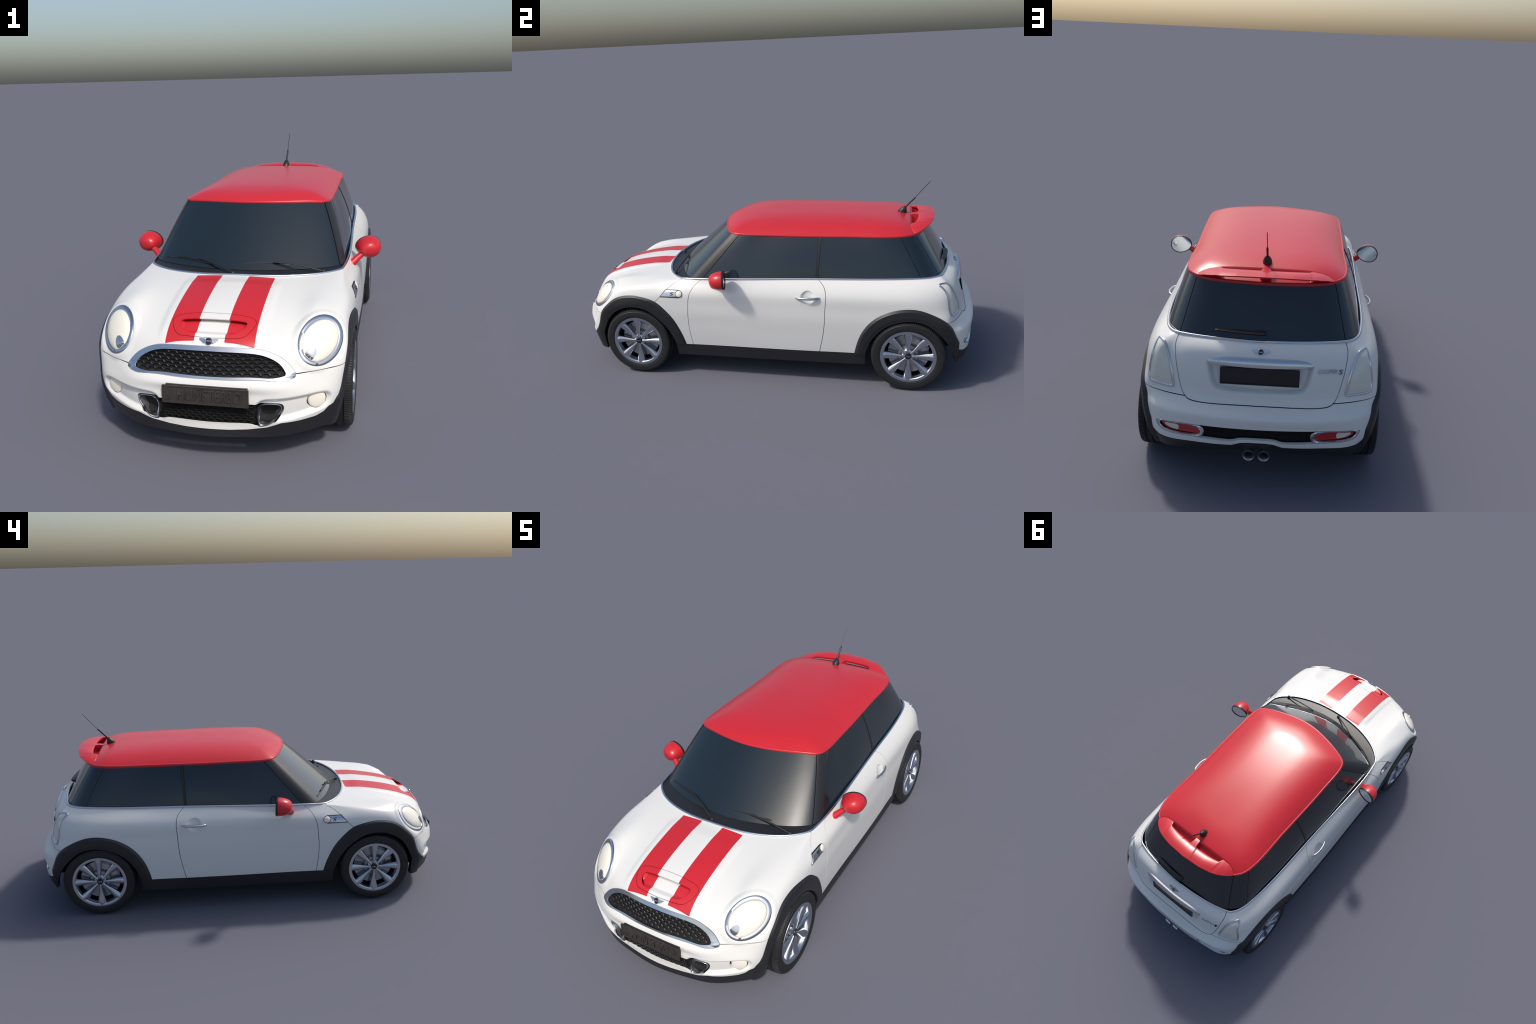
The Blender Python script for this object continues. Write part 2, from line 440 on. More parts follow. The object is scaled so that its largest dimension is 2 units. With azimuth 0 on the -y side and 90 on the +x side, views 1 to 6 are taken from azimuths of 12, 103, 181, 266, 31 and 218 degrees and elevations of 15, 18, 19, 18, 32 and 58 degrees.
yz = lambda P: (lambda V: poly_dist(V[:, 1], V[:, 2], P))
xz = lambda P, y0: (lambda V: np.minimum(poly_dist(np.abs(V[:, 0]), V[:, 2], P), (y0 - V[:, 1]) * np.sign(-y0) if y0 < 0 else V[:, 1] - y0))
def xz(P, y0):
    s = 1 if y0 > 0 else -1
    return lambda V: np.minimum(poly_dist(np.abs(V[:, 0]), V[:, 2], P), s * (V[:, 1] - y0))

def sym(P):
    """half outline given for x >= 0 from the top centre to the bottom centre -> closed in |x| (extends past x = 0)"""
    P = list(P); return [(-.1, P[0][1])] + P + [(-.1, P[-1][1])]

shell = body
_, body = split(body, yz(ARCH_F_IN)); _, body = split(body, yz(ARCH_R_IN))
sill, body = take(body, lambda V: np.minimum(.166 + .004 * V[:, 1] - V[:, 2], np.minimum(V[:, 1] + .46, .55 - V[:, 1])), .001)
arch_f, body = take(body, yz(ARCH_F_OUT), .001)
arch_r, body = take(body, yz(ARCH_R_OUT), .001)

# black lower valances
FRONT_BLACK = ([0,.07,.128,.187,.233,.29,.334,.357,.371,.386,.398,.44], [.128,.128,.131,.140,.156,.158,.162,.172,.187,.194,.214,.225])
REAR_BLACK = ([0,.03,.058,.089,.197,.298,.35,.373,.388,.402,.44], [.196,.196,.193,.180,.178,.179,.179,.189,.208,.230,.25])
valance_f, body = take(body, lambda V: np.minimum(np.interp(np.abs(V[:, 0]), *FRONT_BLACK) - V[:, 2], -.74 - V[:, 1]), .001)
valance_r, body = take(body, lambda V: np.minimum(np.interp(np.abs(V[:, 0]), *REAR_BLACK) - V[:, 2], V[:, 1] - .80), .001)

# radiator grille, lower intake with brake ducts, fog lamps
GRILLE_OUT = np.vstack([[(-.1,.3865)], curve([(0,.3865),(.072,.3855),(.130,.383),(.175,.377),(.214,.363),(.246,.343),(.264,.324),(.2755,.308)], 40),
                        curve([(.2735,.300),(.262,.2955),(.20,.2945),(.10,.2945),(0,.2945)], 20), [(-.1,.2945)]])
GRILLE_IN = np.vstack([[(-.1,.3725)], curve([(0,.3725),(.073,.3715),(.125,.369),(.168,.363),(.203,.350),(.230,.331),(.244,.312)], 40),
                       curve([(.243,.3055),(.230,.3025),(.16,.3015),(.08,.3015),(0,.3015)], 20), [(-.1,.3015)]])
INTAKE = round_corners(sym([(0,.222),(.12,.222),(.223,.222),(.241,.213),(.239,.190),(.218,.160),(.189,.144),(.153,.140),(.140,.147),(.10,.148),(0,.148)]), 2)
grille_zone, body = take(body, xz(GRILLE_OUT, -.8), .001)
intake_zone, body = take(body, xz(INTAKE, -.8), .001)
FOG_C, FOG_R = (.336, .2165), .0285
fog_f = lambda V: np.where(V[:, 1] < -.8, FOG_R - np.hypot(np.abs(V[:, 0]) - FOG_C[0], V[:, 2] - FOG_C[1]), -1)
fog_zone, body = take(body, fog_f, .001)
bumper_f, body = take(body, lambda V: np.minimum(.3085 - V[:, 2], -.74 - V[:, 1]))

# headlamps: a slanted ellipse on each front corner
def lamp_f(V, grow=1.0):
    q = np.stack([np.abs(V[:, 0]), V[:, 1], V[:, 2]], 1) - LAMP_C
    r = lamp_radius(q)
    return np.where(np.abs(q @ LAMP_N) < .06, (grow - r) * .083, -.05)
_, body = take(body, lamp_f, 0)

# bonnet with its side seam running from the windscreen corner to the wheel arch
SEAM_Z = [.30, .388, .415, .445, .470, .4905, .60]; SEAM_Y = [-.60, -.519, -.491, -.464, -.432, -.392, -.36]
bonnet, body = take(body, lambda V: np.interp(V[:, 2], SEAM_Z, SEAM_Y) - V[:, 1])
SCOOP = round_corners([(-.1,-.846),(.098,-.8455),(.112,-.853),(.108,-.872),(.092,-.893),(.06,-.902),(-.1,-.904)], 3)
SCOOP_PANEL = round_corners([(-.1,-.818),(.108,-.820),(.138,-.836),(.138,-.862),(.118,-.898),(.09,-.911),(-.1,-.915)], 3)
xy_top = lambda P: (lambda V: np.where((V[:, 2] > .36) & (V[:, 1] < -.7), poly_dist(np.abs(V[:, 0]), V[:, 1], P), -.05))
_, bonnet = take(bonnet, xy_top(SCOOP), 0)
SCOOP_BED = round_corners([(-.1,-.815),(.100,-.815),(.114,-.845),(.112,-.858),(.108,-.872),(.092,-.893),(.06,-.902),(-.1,-.904)], 2)
scoop_floor = split(shell, xy_top(SCOOP_BED))[0]
scoop_rim, bonnet = take(bonnet, xy_top(SCOOP_PANEL), .0012)

# tail lamps, tailgate, rear bumper openings
TAIL = round_corners([(.335,.499),(.345,.5055),(.364,.5060),(.376,.497),(.389,.447),(.3975,.397),(.3965,.366),(.387,.3565),(.350,.3545),(.308,.3530),(.296,.358),(.2980,.375),(.3075,.425),(.3195,.468)], 3)
tail_zone = split(shell, xz(TAIL, .75))[0]
tail_hole = lambda V: xz(TAIL, .75)(V) - .0042
_, body = split(body, tail_hole)
HATCH = np.vstack([[(-.1,.60),(.294,.60)], curve([(.2935,.523),(.301,.505),(.300,.482),(.293,.441),(.280,.386),(.268,.348),(.253,.331),(.228,.3245),(.187,.322),(.088,.3205),(0,.3200)], 60), [(-.1,.3200)]])
hatch, body = take(body, xz(HATCH, .75))
R_OPEN = round_corners(sym([(0,.251),(.177,.2525),(.291,.252),(.358,.243),(.361,.232),(.354,.215),(.337,.206),(.296,.202),(.205,.199),(.10,.196),(.082,.198),(.062,.209),(0,.209)]), 2)
open_r, body = take(body, xz(R_OPEN, .75), 0)
bumper_r, body = take(body, lambda V: np.minimum(.3345 - V[:, 2], V[:, 1] - .78))

# doors
DOOR_FZ = [.10,.169,.263,.325,.373,.417,.452,.475,.497]; DOOR_FY = [-.338,-.344,-.3545,-.3545,-.351,-.345,-.331,-.312,-.281]
DOOR_RZ = [.10,.171,.259,.344,.407,.465,.490,.512]; DOOR_RY = [.275,.287,.305,.314,.3175,.3165,.304,.278]
zz = np.linspace(.1, .52, 80)
dfy = cubic_spline(np.array(DOOR_FZ), np.array(DOOR_FY)[:, None], zz)[:, 0]; dry = cubic_spline(np.array(DOOR_RZ), np.array(DOOR_RY)[:, None], zz)[:, 0]
door, body = take(body, lambda V: np.minimum(V[:, 1] - np.interp(V[:, 2], zz, dfy), np.interp(V[:, 2], zz, dry) - V[:, 1]))
quarter_f, quarter_r = split(body, lambda V: -V[:, 1])

# ------------------------------------------------------------------ painted panels
stripe_f = lambda V: np.minimum(np.minimum(np.abs(V[:, 0]) - .0495, .1455 - np.abs(V[:, 0])), np.minimum(-.5375 - V[:, 1], V[:, 1] + .922))
stripes, bonnet = split(bonnet, stripe_f)
bon = panel("bonnet", bonnet, WHITE, depth=0)
both_sides("racing_stripe", stripes, RED, bon, depth=0)
rim_red, rim_white = split(scoop_rim, stripe_f)
panel("scoop_surround", rim_white, WHITE, bon, depth=.004)
both_sides("racing_stripe", rim_red, RED, bon, depth=.004)
# scoop floor: falls away under the lip
Vs, Ns, Fs = scoop_floor
dep = (.0005 + .0125 * smooth(-.9045, -.886, Vs[:, 1])) * smooth(.1135, .103, np.abs(Vs[:, 0])) + .004 * smooth(-.850, -.842, Vs[:, 1])
Vs = Vs - Ns * dep[:, None]; scoop_floor = (Vs, vertex_normals(Vs, Fs), Fs)
fl_red, fl_white = split(scoop_floor, stripe_f)
panel("scoop_floor", fl_white, WHITE, bon, depth=0)
both_sides("racing_stripe", fl_red, RED, bon, depth=0)
solid("scoop_duct", *box((0, -.8165, .424), (.20, .004, .036)), DARK, bon)

panel("front_bumper", bumper_f, WHITE, depth=.010)
panel("front_valance", valance_f, PLASTIC, depth=.02)
both_sides("front_quarter_panel", quarter_f, WHITE)
doors = both_sides("door", door, WHITE)
both_sides("rear_quarter_panel", quarter_r, WHITE)
tailgate = panel("tailgate", hatch, WHITE)
rear_bumper = panel("rear_bumper", bumper_r, WHITE, depth=.012)
panel("rear_valance", valance_r, PLASTIC, depth=.02)
# sills bulge a little along their middle
Vq, Nq, Fq = sill
bul = .006 * np.exp(-((Vq[:, 2] - .132) / .018)**2) * smooth(-.42, -.34, Vq[:, 1]) * smooth(.50, .42, Vq[:, 1])
both_sides("sill", offset(sill, bul), PLASTIC, depth=.02)

# wheel arch trims stand proud of the body and return into the wheel well
def arch_trim(m, P_out, P_in, proud):
    V, N, F = m
    e_out = poly_dist(V[:, 1], V[:, 2], P_out); e_in = -poly_dist(V[:, 1], V[:, 2], P_in)
    h = proud * smooth(-.001, .010, e_out) * (1 - .35 * smooth(.02, 0., e_in))
    V = V + N * h[:, None] + np.array([1, 0, 0]) * (np.sign(V[:, 0]) * .0)[:, None]
    m2 = (V, vertex_normals(V, F), F)
    for s in (1, -1):
        panel("wheel_arch_trim", side_of(m2, s), PLASTIC, depth=.035, direction=np.array([s * 1., 0, 0]))
arch_trim(arch_f, ARCH_F_OUT, ARCH_F_IN, .0065); arch_trim(arch_r, ARCH_R_OUT, ARCH_R_IN, .0105)

# dark structure under the panels: shows in the gaps and openings
inner = offset(shell, -.010)
for P in (ARCH_F_IN, ARCH_R_IN): _, inner = split(inner, yz(P))
for P, y0 in ((GRILLE_OUT, -.8), (INTAKE, -.8), (R_OPEN, .75)): _, inner = split(inner, xz(P, y0))
_, inner = split(inner, xy_top(SCOOP_PANEL))
_, inner = split(inner, lambda V: lamp_f(V, .95))
frame = panel("body_frame", inner, DARK, depth=0)

# ------------------------------------------------------------------ chrome belt line
bp = BELT[::2] + np.array([0, 0, .0008])
bell = solid("belt_trim", *sweep(bp, .0050, .0052, 10, closed=True), CHROME, angle=60)

# ------------------------------------------------------------------ glasshouse
GLASS_LOW = [(0,-.474,.500),(.14,-.456,.499),(.250,-.419,.497),(.323,-.382,.4955),(.362,-.349,.495),(.378,-.287,.494),(.379,-.10,.499),(.378,.10,.503),
 (.371,.28,.508),(.367,.50,.512),(.356,.695,.516),(.338,.778,.5175),(.288,.827,.519),(.14,.858,.520),(0,.8665,.520)]
GLASS_TOP = [(0,-.229,.711),(.14,-.208,.709),(.235,-.178,.706),(.274,-.159,.703),(.289,-.146,.702),(.3025,-.105,.700),(.3055,0,.699),(.305,.12,.698),
 (.302,.282,.697),(.300,.45,.698),(.296,.62,.699),(.273,.690,.699),(.242,.719,.698),(.14,.750,.697),(0,.760,.697)]
def glass_ring(t, bulge):
    a = np.array(GLASS_LOW); b = np.array(GLASS_TOP); m = a + (b - a) * t
    c = np.array((0, .2, m[:, 2].mean())); o = m - c; o[:, 2] = 0
    o /= np.linalg.norm(o, axis=1, keepdims=True)
    o[:, 0] = np.abs(o[:, 0])**3 * np.sign(o[:, 0]); o[:, 1] *= .12; o[:, 2] = .4 * np.abs(o[:, 0])
    return m + o * bulge * 4 * t * (1 - t)
GH = loop_surface([glass_ring(t, .008) for t in (0, .25, .5, .75, 1)], 900, 90)
Vg = GH.reshape(-1, 3); Fg = grid_faces(90, 900, True); Ng = vertex_normals(Vg, Fg)
if (Ng[:, 0] * Vg[:, 0]).sum() < 0: Fg = Fg[:, ::-1]; Ng = -Ng
gh = (Vg, Ng, Fg)
line = lambda z, y0, z0, y1, z1: y0 + (z - z0) * (y1 - y0) / (z1 - z0)
a_front = lambda V: line(V[:, 2], -.347, .497, -.156, .700) - V[:, 1]
a_rear = lambda V: line(V[:, 2], -.280, .499, -.107, .698) - V[:, 1]
screen, gh = take(gh, a_front, .002)
a_pillar, gh = take(gh, a_rear, .002)
door_glass, gh = take(gh, lambda V: line(V[:, 2], .2665, .511, .2765, .696) - V[:, 1], .001)
b_pillar, gh = take(gh, lambda V: line(V[:, 2], .2785, .511, .2885, .696) - V[:, 1], .001)
hatch_f = lambda V: np.where(V[:, 1] > .6, line(V[:, 2], .2935, .522, .250, .698) - np.abs(V[:, 0]), -.05)
rear_glass, gh = take(gh, hatch_f, .0022)
quarter_glass, corner_glass = take(gh, lambda V: line(V[:, 2], .740, .530, .647, .699) - V[:, 1], .0018)
panel("windscreen", screen, GLASS, depth=.004)
both_sides("a_pillar", offset(a_pillar, .0025), PLASTIC, depth=.006)
both_sides("side_window", door_glass, GLASS, depth=.004)
both_sides("b_pillar", offset(b_pillar, .002), PLASTIC, depth=.006)
both_sides("side_window", quarter_glass, GLASS, depth=.004)
both_sides("corner_window", corner_glass, GLASS, depth=.004)
panel("rear_window", rear_glass, GLASS, depth=.004)
panel("cabin_lining", offset((Vg, Ng, Fg), -.008), DARK, depth=0)
# scuttle panel between bonnet edge and windscreen
def half_slice(L, n, ymax):
    C = curve(full_loop(L), 720, True); C = C[C[:, 1] < ymax]; C = C[np.argsort(C[:, 0])]
    t = chords(C); return np.stack([np.interp(np.linspace(0, t[-1], n), t, C[:, k]) for k in range(3)], 1)
sa = half_slice(RING_BELT, 80, -.30); sb = half_slice(GLASS_LOW, 80, -.30)
mid = (sa + sb) / 2 + np.array([0, 0, -.003])
cV, cF = loft([sa + [0, .003, -.002], mid, sb + [0, .006, -.001]], False, False)
solid("windscreen_scuttle", cV, cF, PLASTIC)

# ------------------------------------------------------------------ roof
def roof_surface(nu=720):
    E = full_loop(GLASS_TOP); E = curve(E, nu, True)
    T = np.roll(E, -1, 0) - np.roll(E, 1, 0)
    O = np.stack([T[:, 1], -T[:, 0], np.zeros(nu)], 1); O /= np.linalg.norm(O, axis=1, keepdims=True)
    if (O * (E - [0, .25, 0])).sum() < 0: O = -O
    S = []
    for out, dz in [(-.006, -.008), (-.001, -.0085), (.0028, -.006), (.0042, -.001), (.0030, .0035), (.0002, .0062), (-.0025, .0062), (-.0040, .0052), (-.0060, .0066)]:
        S.append(E + O * out + [0, 0, dz])
    base = S[-1]
    # crown: every rim point climbs to a shorter line along the middle of the roof
    spine = np.zeros_like(base); spine[:, 1] = .26 + (base[:, 1] - .26) * .56
    spine[:, 2] = .7575 - .085 * (spine[:, 1] - .22)**2
    side = O[:, 0]**2
    power = np.where(O[:, 1] < 0, 2.6, 2.6) * (1 - side) + 4.1 * side
    kern = np.hanning(121); kern /= kern.sum()
    blur = lambda a: np.convolve(np.concatenate([a[-60:], a, a[:60]]), kern, 'valid')
    power = blur(blur(power))
    for t in np.linspace(0, 1, 60)[1:]:
        P = base + (spine - base) * t
        h = 1 - (1 - t)**power
        P[:, 2] = base[:, 2] + (spine[:, 2] - base[:, 2]) * h
        S.append(P)
    return np.array(S)
RS = roof_surface()
def level_middle(S, cell=.006):
    """average the crown over a fine plan grid so that the middle of the roof is one even sweep"""
    P = S[9:].reshape(-1, 3); o = P.min(0)[:2]; n = np.ceil((P.max(0)[:2] - o) / cell).astype(int) + 2
    ij = ((P[:, :2] - o) / cell).round().astype(int); H = np.zeros(n); C = np.zeros(n)
    np.add.at(H, (ij[:, 0], ij[:, 1]), P[:, 2]); np.add.at(C, (ij[:, 0], ij[:, 1]), 1)
    m = (C > 0).astype(float); H = np.where(C > 0, H / np.maximum(C, 1), 0)
    box = lambda a: sum(np.roll(np.roll(a, i, 0), j, 1) for i in (-1, 0, 1) for j in (-1, 0, 1))
    for _ in range(60):
        w = box(m); H = np.where(w > 0, box(H * m) / np.maximum(w, 1e-9), H); m = (w > 0).astype(float)
    f = (S[..., :2] - o) / cell; k = np.clip(np.floor(f).astype(int), 0, n - 2); r = f - k
    z = ((H[k[..., 0], k[..., 1]] * (1 - r[..., 0]) + H[k[..., 0] + 1, k[..., 1]] * r[..., 0]) * (1 - r[..., 1])
         + (H[k[..., 0], k[..., 1] + 1] * (1 - r[..., 0]) + H[k[..., 0] + 1, k[..., 1] + 1] * r[..., 0]) * r[..., 1])
    t = np.concatenate([np.zeros(9), np.linspace(0, 1, len(S) - 9)])[:, None]
    w = smooth(.14, .55, t); S = S.copy(); S[..., 2] = S[..., 2] * (1 - w) + z * w
    return S
RS = level_middle(RS)
rv, rn = RS.shape[:2]
Vr = RS.reshape(-1, 3); Fr = grid_faces(rv, rn, True); Nr = vertex_normals(Vr, Fr)
if Nr[:, 2].sum() < 0: Fr = Fr[:, ::-1]; Nr = -Nr
roof_m = (Vr, Nr, Fr)
SEAM_X = [0,.16,.207,.228,.244,.256]; SEAM_RY = [.6885,.6875,.6895,.696,.707,.722]
rear_cap, roof_top = take(roof_m, lambda V: V[:, 1] - np.interp(np.abs(V[:, 0]), SEAM_X, SEAM_RY, right=.9), .0014)
Vk, Nk, Fk = rear_cap
ahead = Vk[:, 1] - np.interp(np.abs(Vk[:, 0]), SEAM_X, SEAM_RY)
Vk = Vk - np.array([0, 0, 1]) * (.019 * smooth(.001, .024, ahead) * smooth(.178, .160, np.abs(Vk[:, 0])) * smooth(.004, .024, np.interp(np.abs(Vk[:, 0]), [0, .14, .242], [.762, .752, .721]) - Vk[:, 1]))[:, None]
rear_cap = (Vk, vertex_normals(Vk, Fk), Fk)
roof = panel("roof", roof_top, RED, depth=.004)
spoiler = panel("roof_spoiler", rear_cap, RED, depth=.004)

Vtop = Vr[rn * 8:]
def roof_height(x, yv):
    w = (Vtop[:, 0] - x)**2 + (Vtop[:, 1] - yv)**2; i = np.argpartition(w, 14)[:14]
    A = np.stack([np.ones(14), Vtop[i, 0] - x, Vtop[i, 1] - yv], 1)
    return np.linalg.lstsq(A, Vtop[i, 2], rcond=None)[0][0]
# spoiler blade: thin wing over the rear edge, with two slots left open in front of it
def blade():
    S = []
    for x in np.linspace(-.2475, .2475, 220):
        s = abs(x)
        te = np.array([x, np.interp(s, [0,.10,.16,.19,.217,.235,.2475], [.804,.797,.783,.771,.753,.738,.722]), np.interp(s, [0,.10,.18,.22,.2475], [.7385,.7355,.727,.717,.7055])])
        slot = smooth(.168, .156, s)
        ys = np.interp(s, SEAM_X, SEAM_RY)
        z_le = roof_height(x, ys + .001) + .0008 + slot * .0035
        le = np.array([x, ys + .002 + slot * (.037 - .012 * (s / .155)**3), z_le])
        th = .0016 + .0060 * slot + .004 * smooth(.2475, .20, s)
        top = []; bot = []
        for t in (0, .04, .15, .3, .45, .6, .75, .9, .97, 1):
            p = le + (te - le) * t; cam = .0045 * math.sin(math.pi * t) * (1 - (s / .25)**4)
            k = min(1, (t / .06 + .35)) * min(1, (1 - t) / .25 + .25)
            top.append(p + [0, 0, cam + (0 if t > 0 else -.0012)]); bot.append(p + [0, 0, cam - .0012 - th * k])
        S.append(top + bot[::-1])
    return loft(S, True, True)
solid("spoiler_blade", *blade(), RED, spoiler, angle=50)
st = [(-.018, .735), (.018, .735)]
zs = roof_height(0, .69)
solid("spoiler_strut", *loft([[(-.013, .688, zs + .001), (.013, .688, zs + .001), (.013, .688, zs - .02), (-.013, .688, zs - .02)],
                              [(-.015, .71, zs + .004), (.015, .71, zs + .004), (.015, .71, zs - .03), (-.015, .71, zs - .03)],
                              [(-.020, .738, zs + .003), (.020, .738, zs + .003), (.020, .738, zs - .03), (-.020, .738, zs - .03)]]), RED, spoiler)
# aerial
solid("aerial_base", *loft([[(rx * math.cos(a), .648 + dy + ry * math.sin(a), zz_) for a in np.linspace(0, 2*np.pi, 24, endpoint=False)]
     for rx, ry, dy, zz_ in [(.0175, .023, 0, .738), (.0165, .021, .001, .748), (.013, .015, .006, .758), (.0085, .009, .011, .766), (.004, .004, .013, .769)]]), PLASTIC, roof)
mast = np.array([(0, .661, .762), (0, .7125, .8165)]); tip = np.array((0, .782, .8965))
ab = mast[1] + (tip - mast[1]) * .02
solid("aerial", *merge(sweep(np.linspace(mast[0], mast[1], 8), [.0042]*6 + [.0046, .0030], n=10, up=(1,0,0)), sweep(np.linspace(ab, tip, 6), [.0016]*5 + [.0010], n=8, up=(1,0,0))), PLASTIC, roof)

# ------------------------------------------------------------------ points lying on the outer skin, seen from one end
def skin(rear):
    P, M, _ = shell
    k = (P[:, 1] > .7) if rear else (P[:, 1] < -.7)
    P, M = P[k], M[k]
    def at(x, zq):
        w = (P[:, 0] - x)**2 + (P[:, 2] - zq)**2
        i = np.argpartition(w, 10)[:10]
        A = np.stack([np.ones(10), P[i, 0] - x, P[i, 2] - zq], 1)
        c = np.linalg.lstsq(A, P[i, 1], rcond=None)[0]
        n = M[i].mean(0)
        return c[0], n / np.linalg.norm(n)
    return at
nose, tail = skin(False), skin(True)
def drape(Q, at, lift=0.):
    """outline (x, z) laid on the skin and lifted off it along the normal"""
    out = []
    for x, zq in Q:
        yq, n = at(x, zq); out.append(np.array((x, yq, zq)) + n * lift)
    return np.array(out)

# ------------------------------------------------------------------ headlamps
la = np.linalg.norm(LAMP_A); lb = np.linalg.norm(LAMP_B); LX = LAMP_A / la; LY = LAMP_B / lb
th = np.linspace(0, 2*np.pi, 96, endpoint=False)
def lamp_ring(k, h, dx=0., dy=0.):
    return LAMP_C + np.outer(np.cos(th) * la * k + dx, LX) + np.outer(np.sin(th) * lb * k + dy, LY) + LAMP_N * h
# the lens edge is a second, lower-set ellipse; match it to the rim by angle
LENS_C = np.array((.3414, -.8367, .3876)); LENS_A = np.array((.0545, .0150, -.0218)); LENS_B = np.array((.0242, .0662, .0466))
tt = np.linspace(0, 2*np.pi, 720, endpoint=False)
le_ = LENS_C + np.outer(np.cos(tt), LENS_A) + np.outer(np.sin(tt), LENS_B)
ab_ = (le_ - LAMP_C) @ LAMP_INV.T
ang_ = np.arctan2(ab_[:, 1], ab_[:, 0]) % (2*np.pi); od = np.argsort(ang_)
rad_ = np.interp(th, ang_[od], np.linalg.norm(ab_, axis=1)[od], period=2*np.pi); rad_ = np.minimum(rad_, .90) * .95
def rim(t, h):
    r = 1.008 + (rad_ - 1.008) * t
    return LAMP_C + np.outer(np.cos(th) * r, LAMP_A) + np.outer(np.sin(th) * r, LAMP_B) + LAMP_N * h
def dome(k, h):
    r = rad_ * k
    return LAMP_C + np.outer(np.cos(th) * r, LAMP_A) + np.outer(np.sin(th) * r, LAMP_B) + LAMP_N * h
ring = loft([rim(0, -.010), rim(0, .0012), rim(.05, .0024), rim(.94, .0056), rim(1., .0048), rim(1.02, -.004)], True, False)
lens = loft([dome(1.0, -.004)] + [dome(math.cos(a), .003 + .0165 * math.sin(a)) for a in np.linspace(0, 1.54, 16)], True, True)
for m_, (rg, ln) in enumerate(((ring, lens), (mirror_x(*ring), mirror_x(*lens)))):
    e = solid("headlamp", *ln, CREAM, None, 60)
    solid("headlamp_ring", *rg, CHROME, e, 60)
    # washer flap in the lower inner corner
    q = []
    for i, r in enumerate((.30, .27, .20, .10, .01)):
        an = np.linspace(0, 2*np.pi, 40, endpoint=False)
        px = -.56 + r * .80 * np.cos(an) + .15 * r * np.sin(an); py = -.44 + r * .95 * np.sin(an)
        lim = np.interp(np.arctan2(py, px) % (2*np.pi), th, rad_, period=2*np.pi) * .985
        k = np.hypot(px, py); f_ = np.minimum(1, lim / k); px = px * f_; py = py * f_
        rr = np.clip(np.hypot(px, py) / lim, 0, 1)
        h = .003 + .0165 * np.sqrt(np.clip(1 - rr**2, 0, 1)) + (-.002 if i == 0 else .0032)
        q.append(LAMP_C + np.outer(px, LAMP_A) + np.outer(py, LAMP_B) + np.outer(h, LAMP_N))
    w = loft(q, True, True)
    solid("lamp_washer", *(w if m_ == 0 else mirror_x(*w)), CHROME, e, 50)

# ------------------------------------------------------------------ radiator grille
def mirrored(H):
    H = np.asarray(H, float); H = H[H[:, 0] >= 0]
    return np.vstack([H, H[::-1] * [-1, 1]])
go, gi = mirrored(GRILLE_OUT), mirrored(GRILLE_IN)
bar_t = [(0., -.012), (0., .0010), (.05, .0022), (.95, .0032), (1., .0022), (1., -.016)]
grille = solid("grille_surround", *loft([drape(go + (gi - go) * t, nose, h) for t, h in bar_t], True, False), CHROME, None, 40)

def honeycomb(outline, cell_w, cell_h, yfun, depth, bar, name, mat, parent, x_max, z_lo, z_hi, s=-1):
    """staggered hexagon lattice of bars following the opening"""
    parts = []
    rows = int((z_hi - z_lo) / cell_h) + 2; cols = int(x_max / cell_w) + 2
    for r in range(-1, rows):
        for c in range(-cols, cols + 1):
            cx = (c + .5 * (r % 2)) * cell_w; cz = z_lo + r * cell_h
            hx = [(-.5, .0), (-.28, .5), (.28, .5), (.5, 0.)]
            segs = [(hx[0], hx[1]), (hx[1], hx[2]), (hx[2], hx[3])]
            for p, q in segs:
                P = np.array([(cx + p[0] * cell_w, cz + p[1] * cell_h), (cx + q[0] * cell_w, cz + q[1] * cell_h)])
                if poly_dist(np.abs(P[:, 0]), P[:, 1], outline).min() < .0005: continue
                yy = [yfun(abs(P[0, 0]), P[0, 1]) - s * depth, yfun(abs(P[1, 0]), P[1, 1]) - s * depth]
                path = [(P[0, 0], yy[0], P[0, 1]), (P[1, 0], yy[1], P[1, 1])]
                parts.append(sweep(path, bar * 1.6, bar * .75, 4, up=(0, 0, 1)))
    ob = solid(name, *merge(*parts), mat, parent, 30); ob["kind"] = "stuff"
    return ob
gy = lambda x, zq: nose(x, zq)[0]
honeycomb(GRILLE_IN, .0285, .0105, gy, .0045, .0018, "grille_mesh", MESHBLACK, grille, .25, .296, .376)
gb = take(grille_zone, lambda V: poly_dist(np.abs(V[:, 0]), V[:, 2], GRILLE_OUT), 0)[0]
panel("grille_backing", (gb[0] + [0, .013, 0], gb[1], gb[2]), DARK, grille, depth=0)

# lower intake and brake ducts
INTAKE_MESH = [(-.1,.224),(.152,.224),(.148,.147),(-.1,.147)]
intake = honeycomb(INTAKE_MESH, .0235, .0095, gy, .009, .0017, "intake_mesh", MESHBLACK, None, .15, .147, .222)
panel("intake_backing", (intake_zone[0] + [0, .020, 0], intake_zone[1], intake_zone[2]), DARK, intake, depth=0)
DUCT = [(.162,.2195),(.223,.2190),(.236,.210),(.234,.194),(.218,.170),(.193,.152),(.172,.146),(.163,.150)]
dp = curve(round_corners(DUCT, 2), 64, True); dc = np.array((.198, .192))
def duct_ring(k, lift): return drape(dc + (dp - dc) * k, nose, lift)
d_body = loft([duct_ring(1.06, -.020), duct_ring(1.06, -.001), duct_ring(1.0, -.0005), duct_ring(.985, .0)], True, False)
d_ring = loft([duct_ring(.985, -.004), duct_ring(.985, .0015), duct_ring(.95, .0030), duct_ring(.90, .0010), duct_ring(.885, -.004)], True, False)
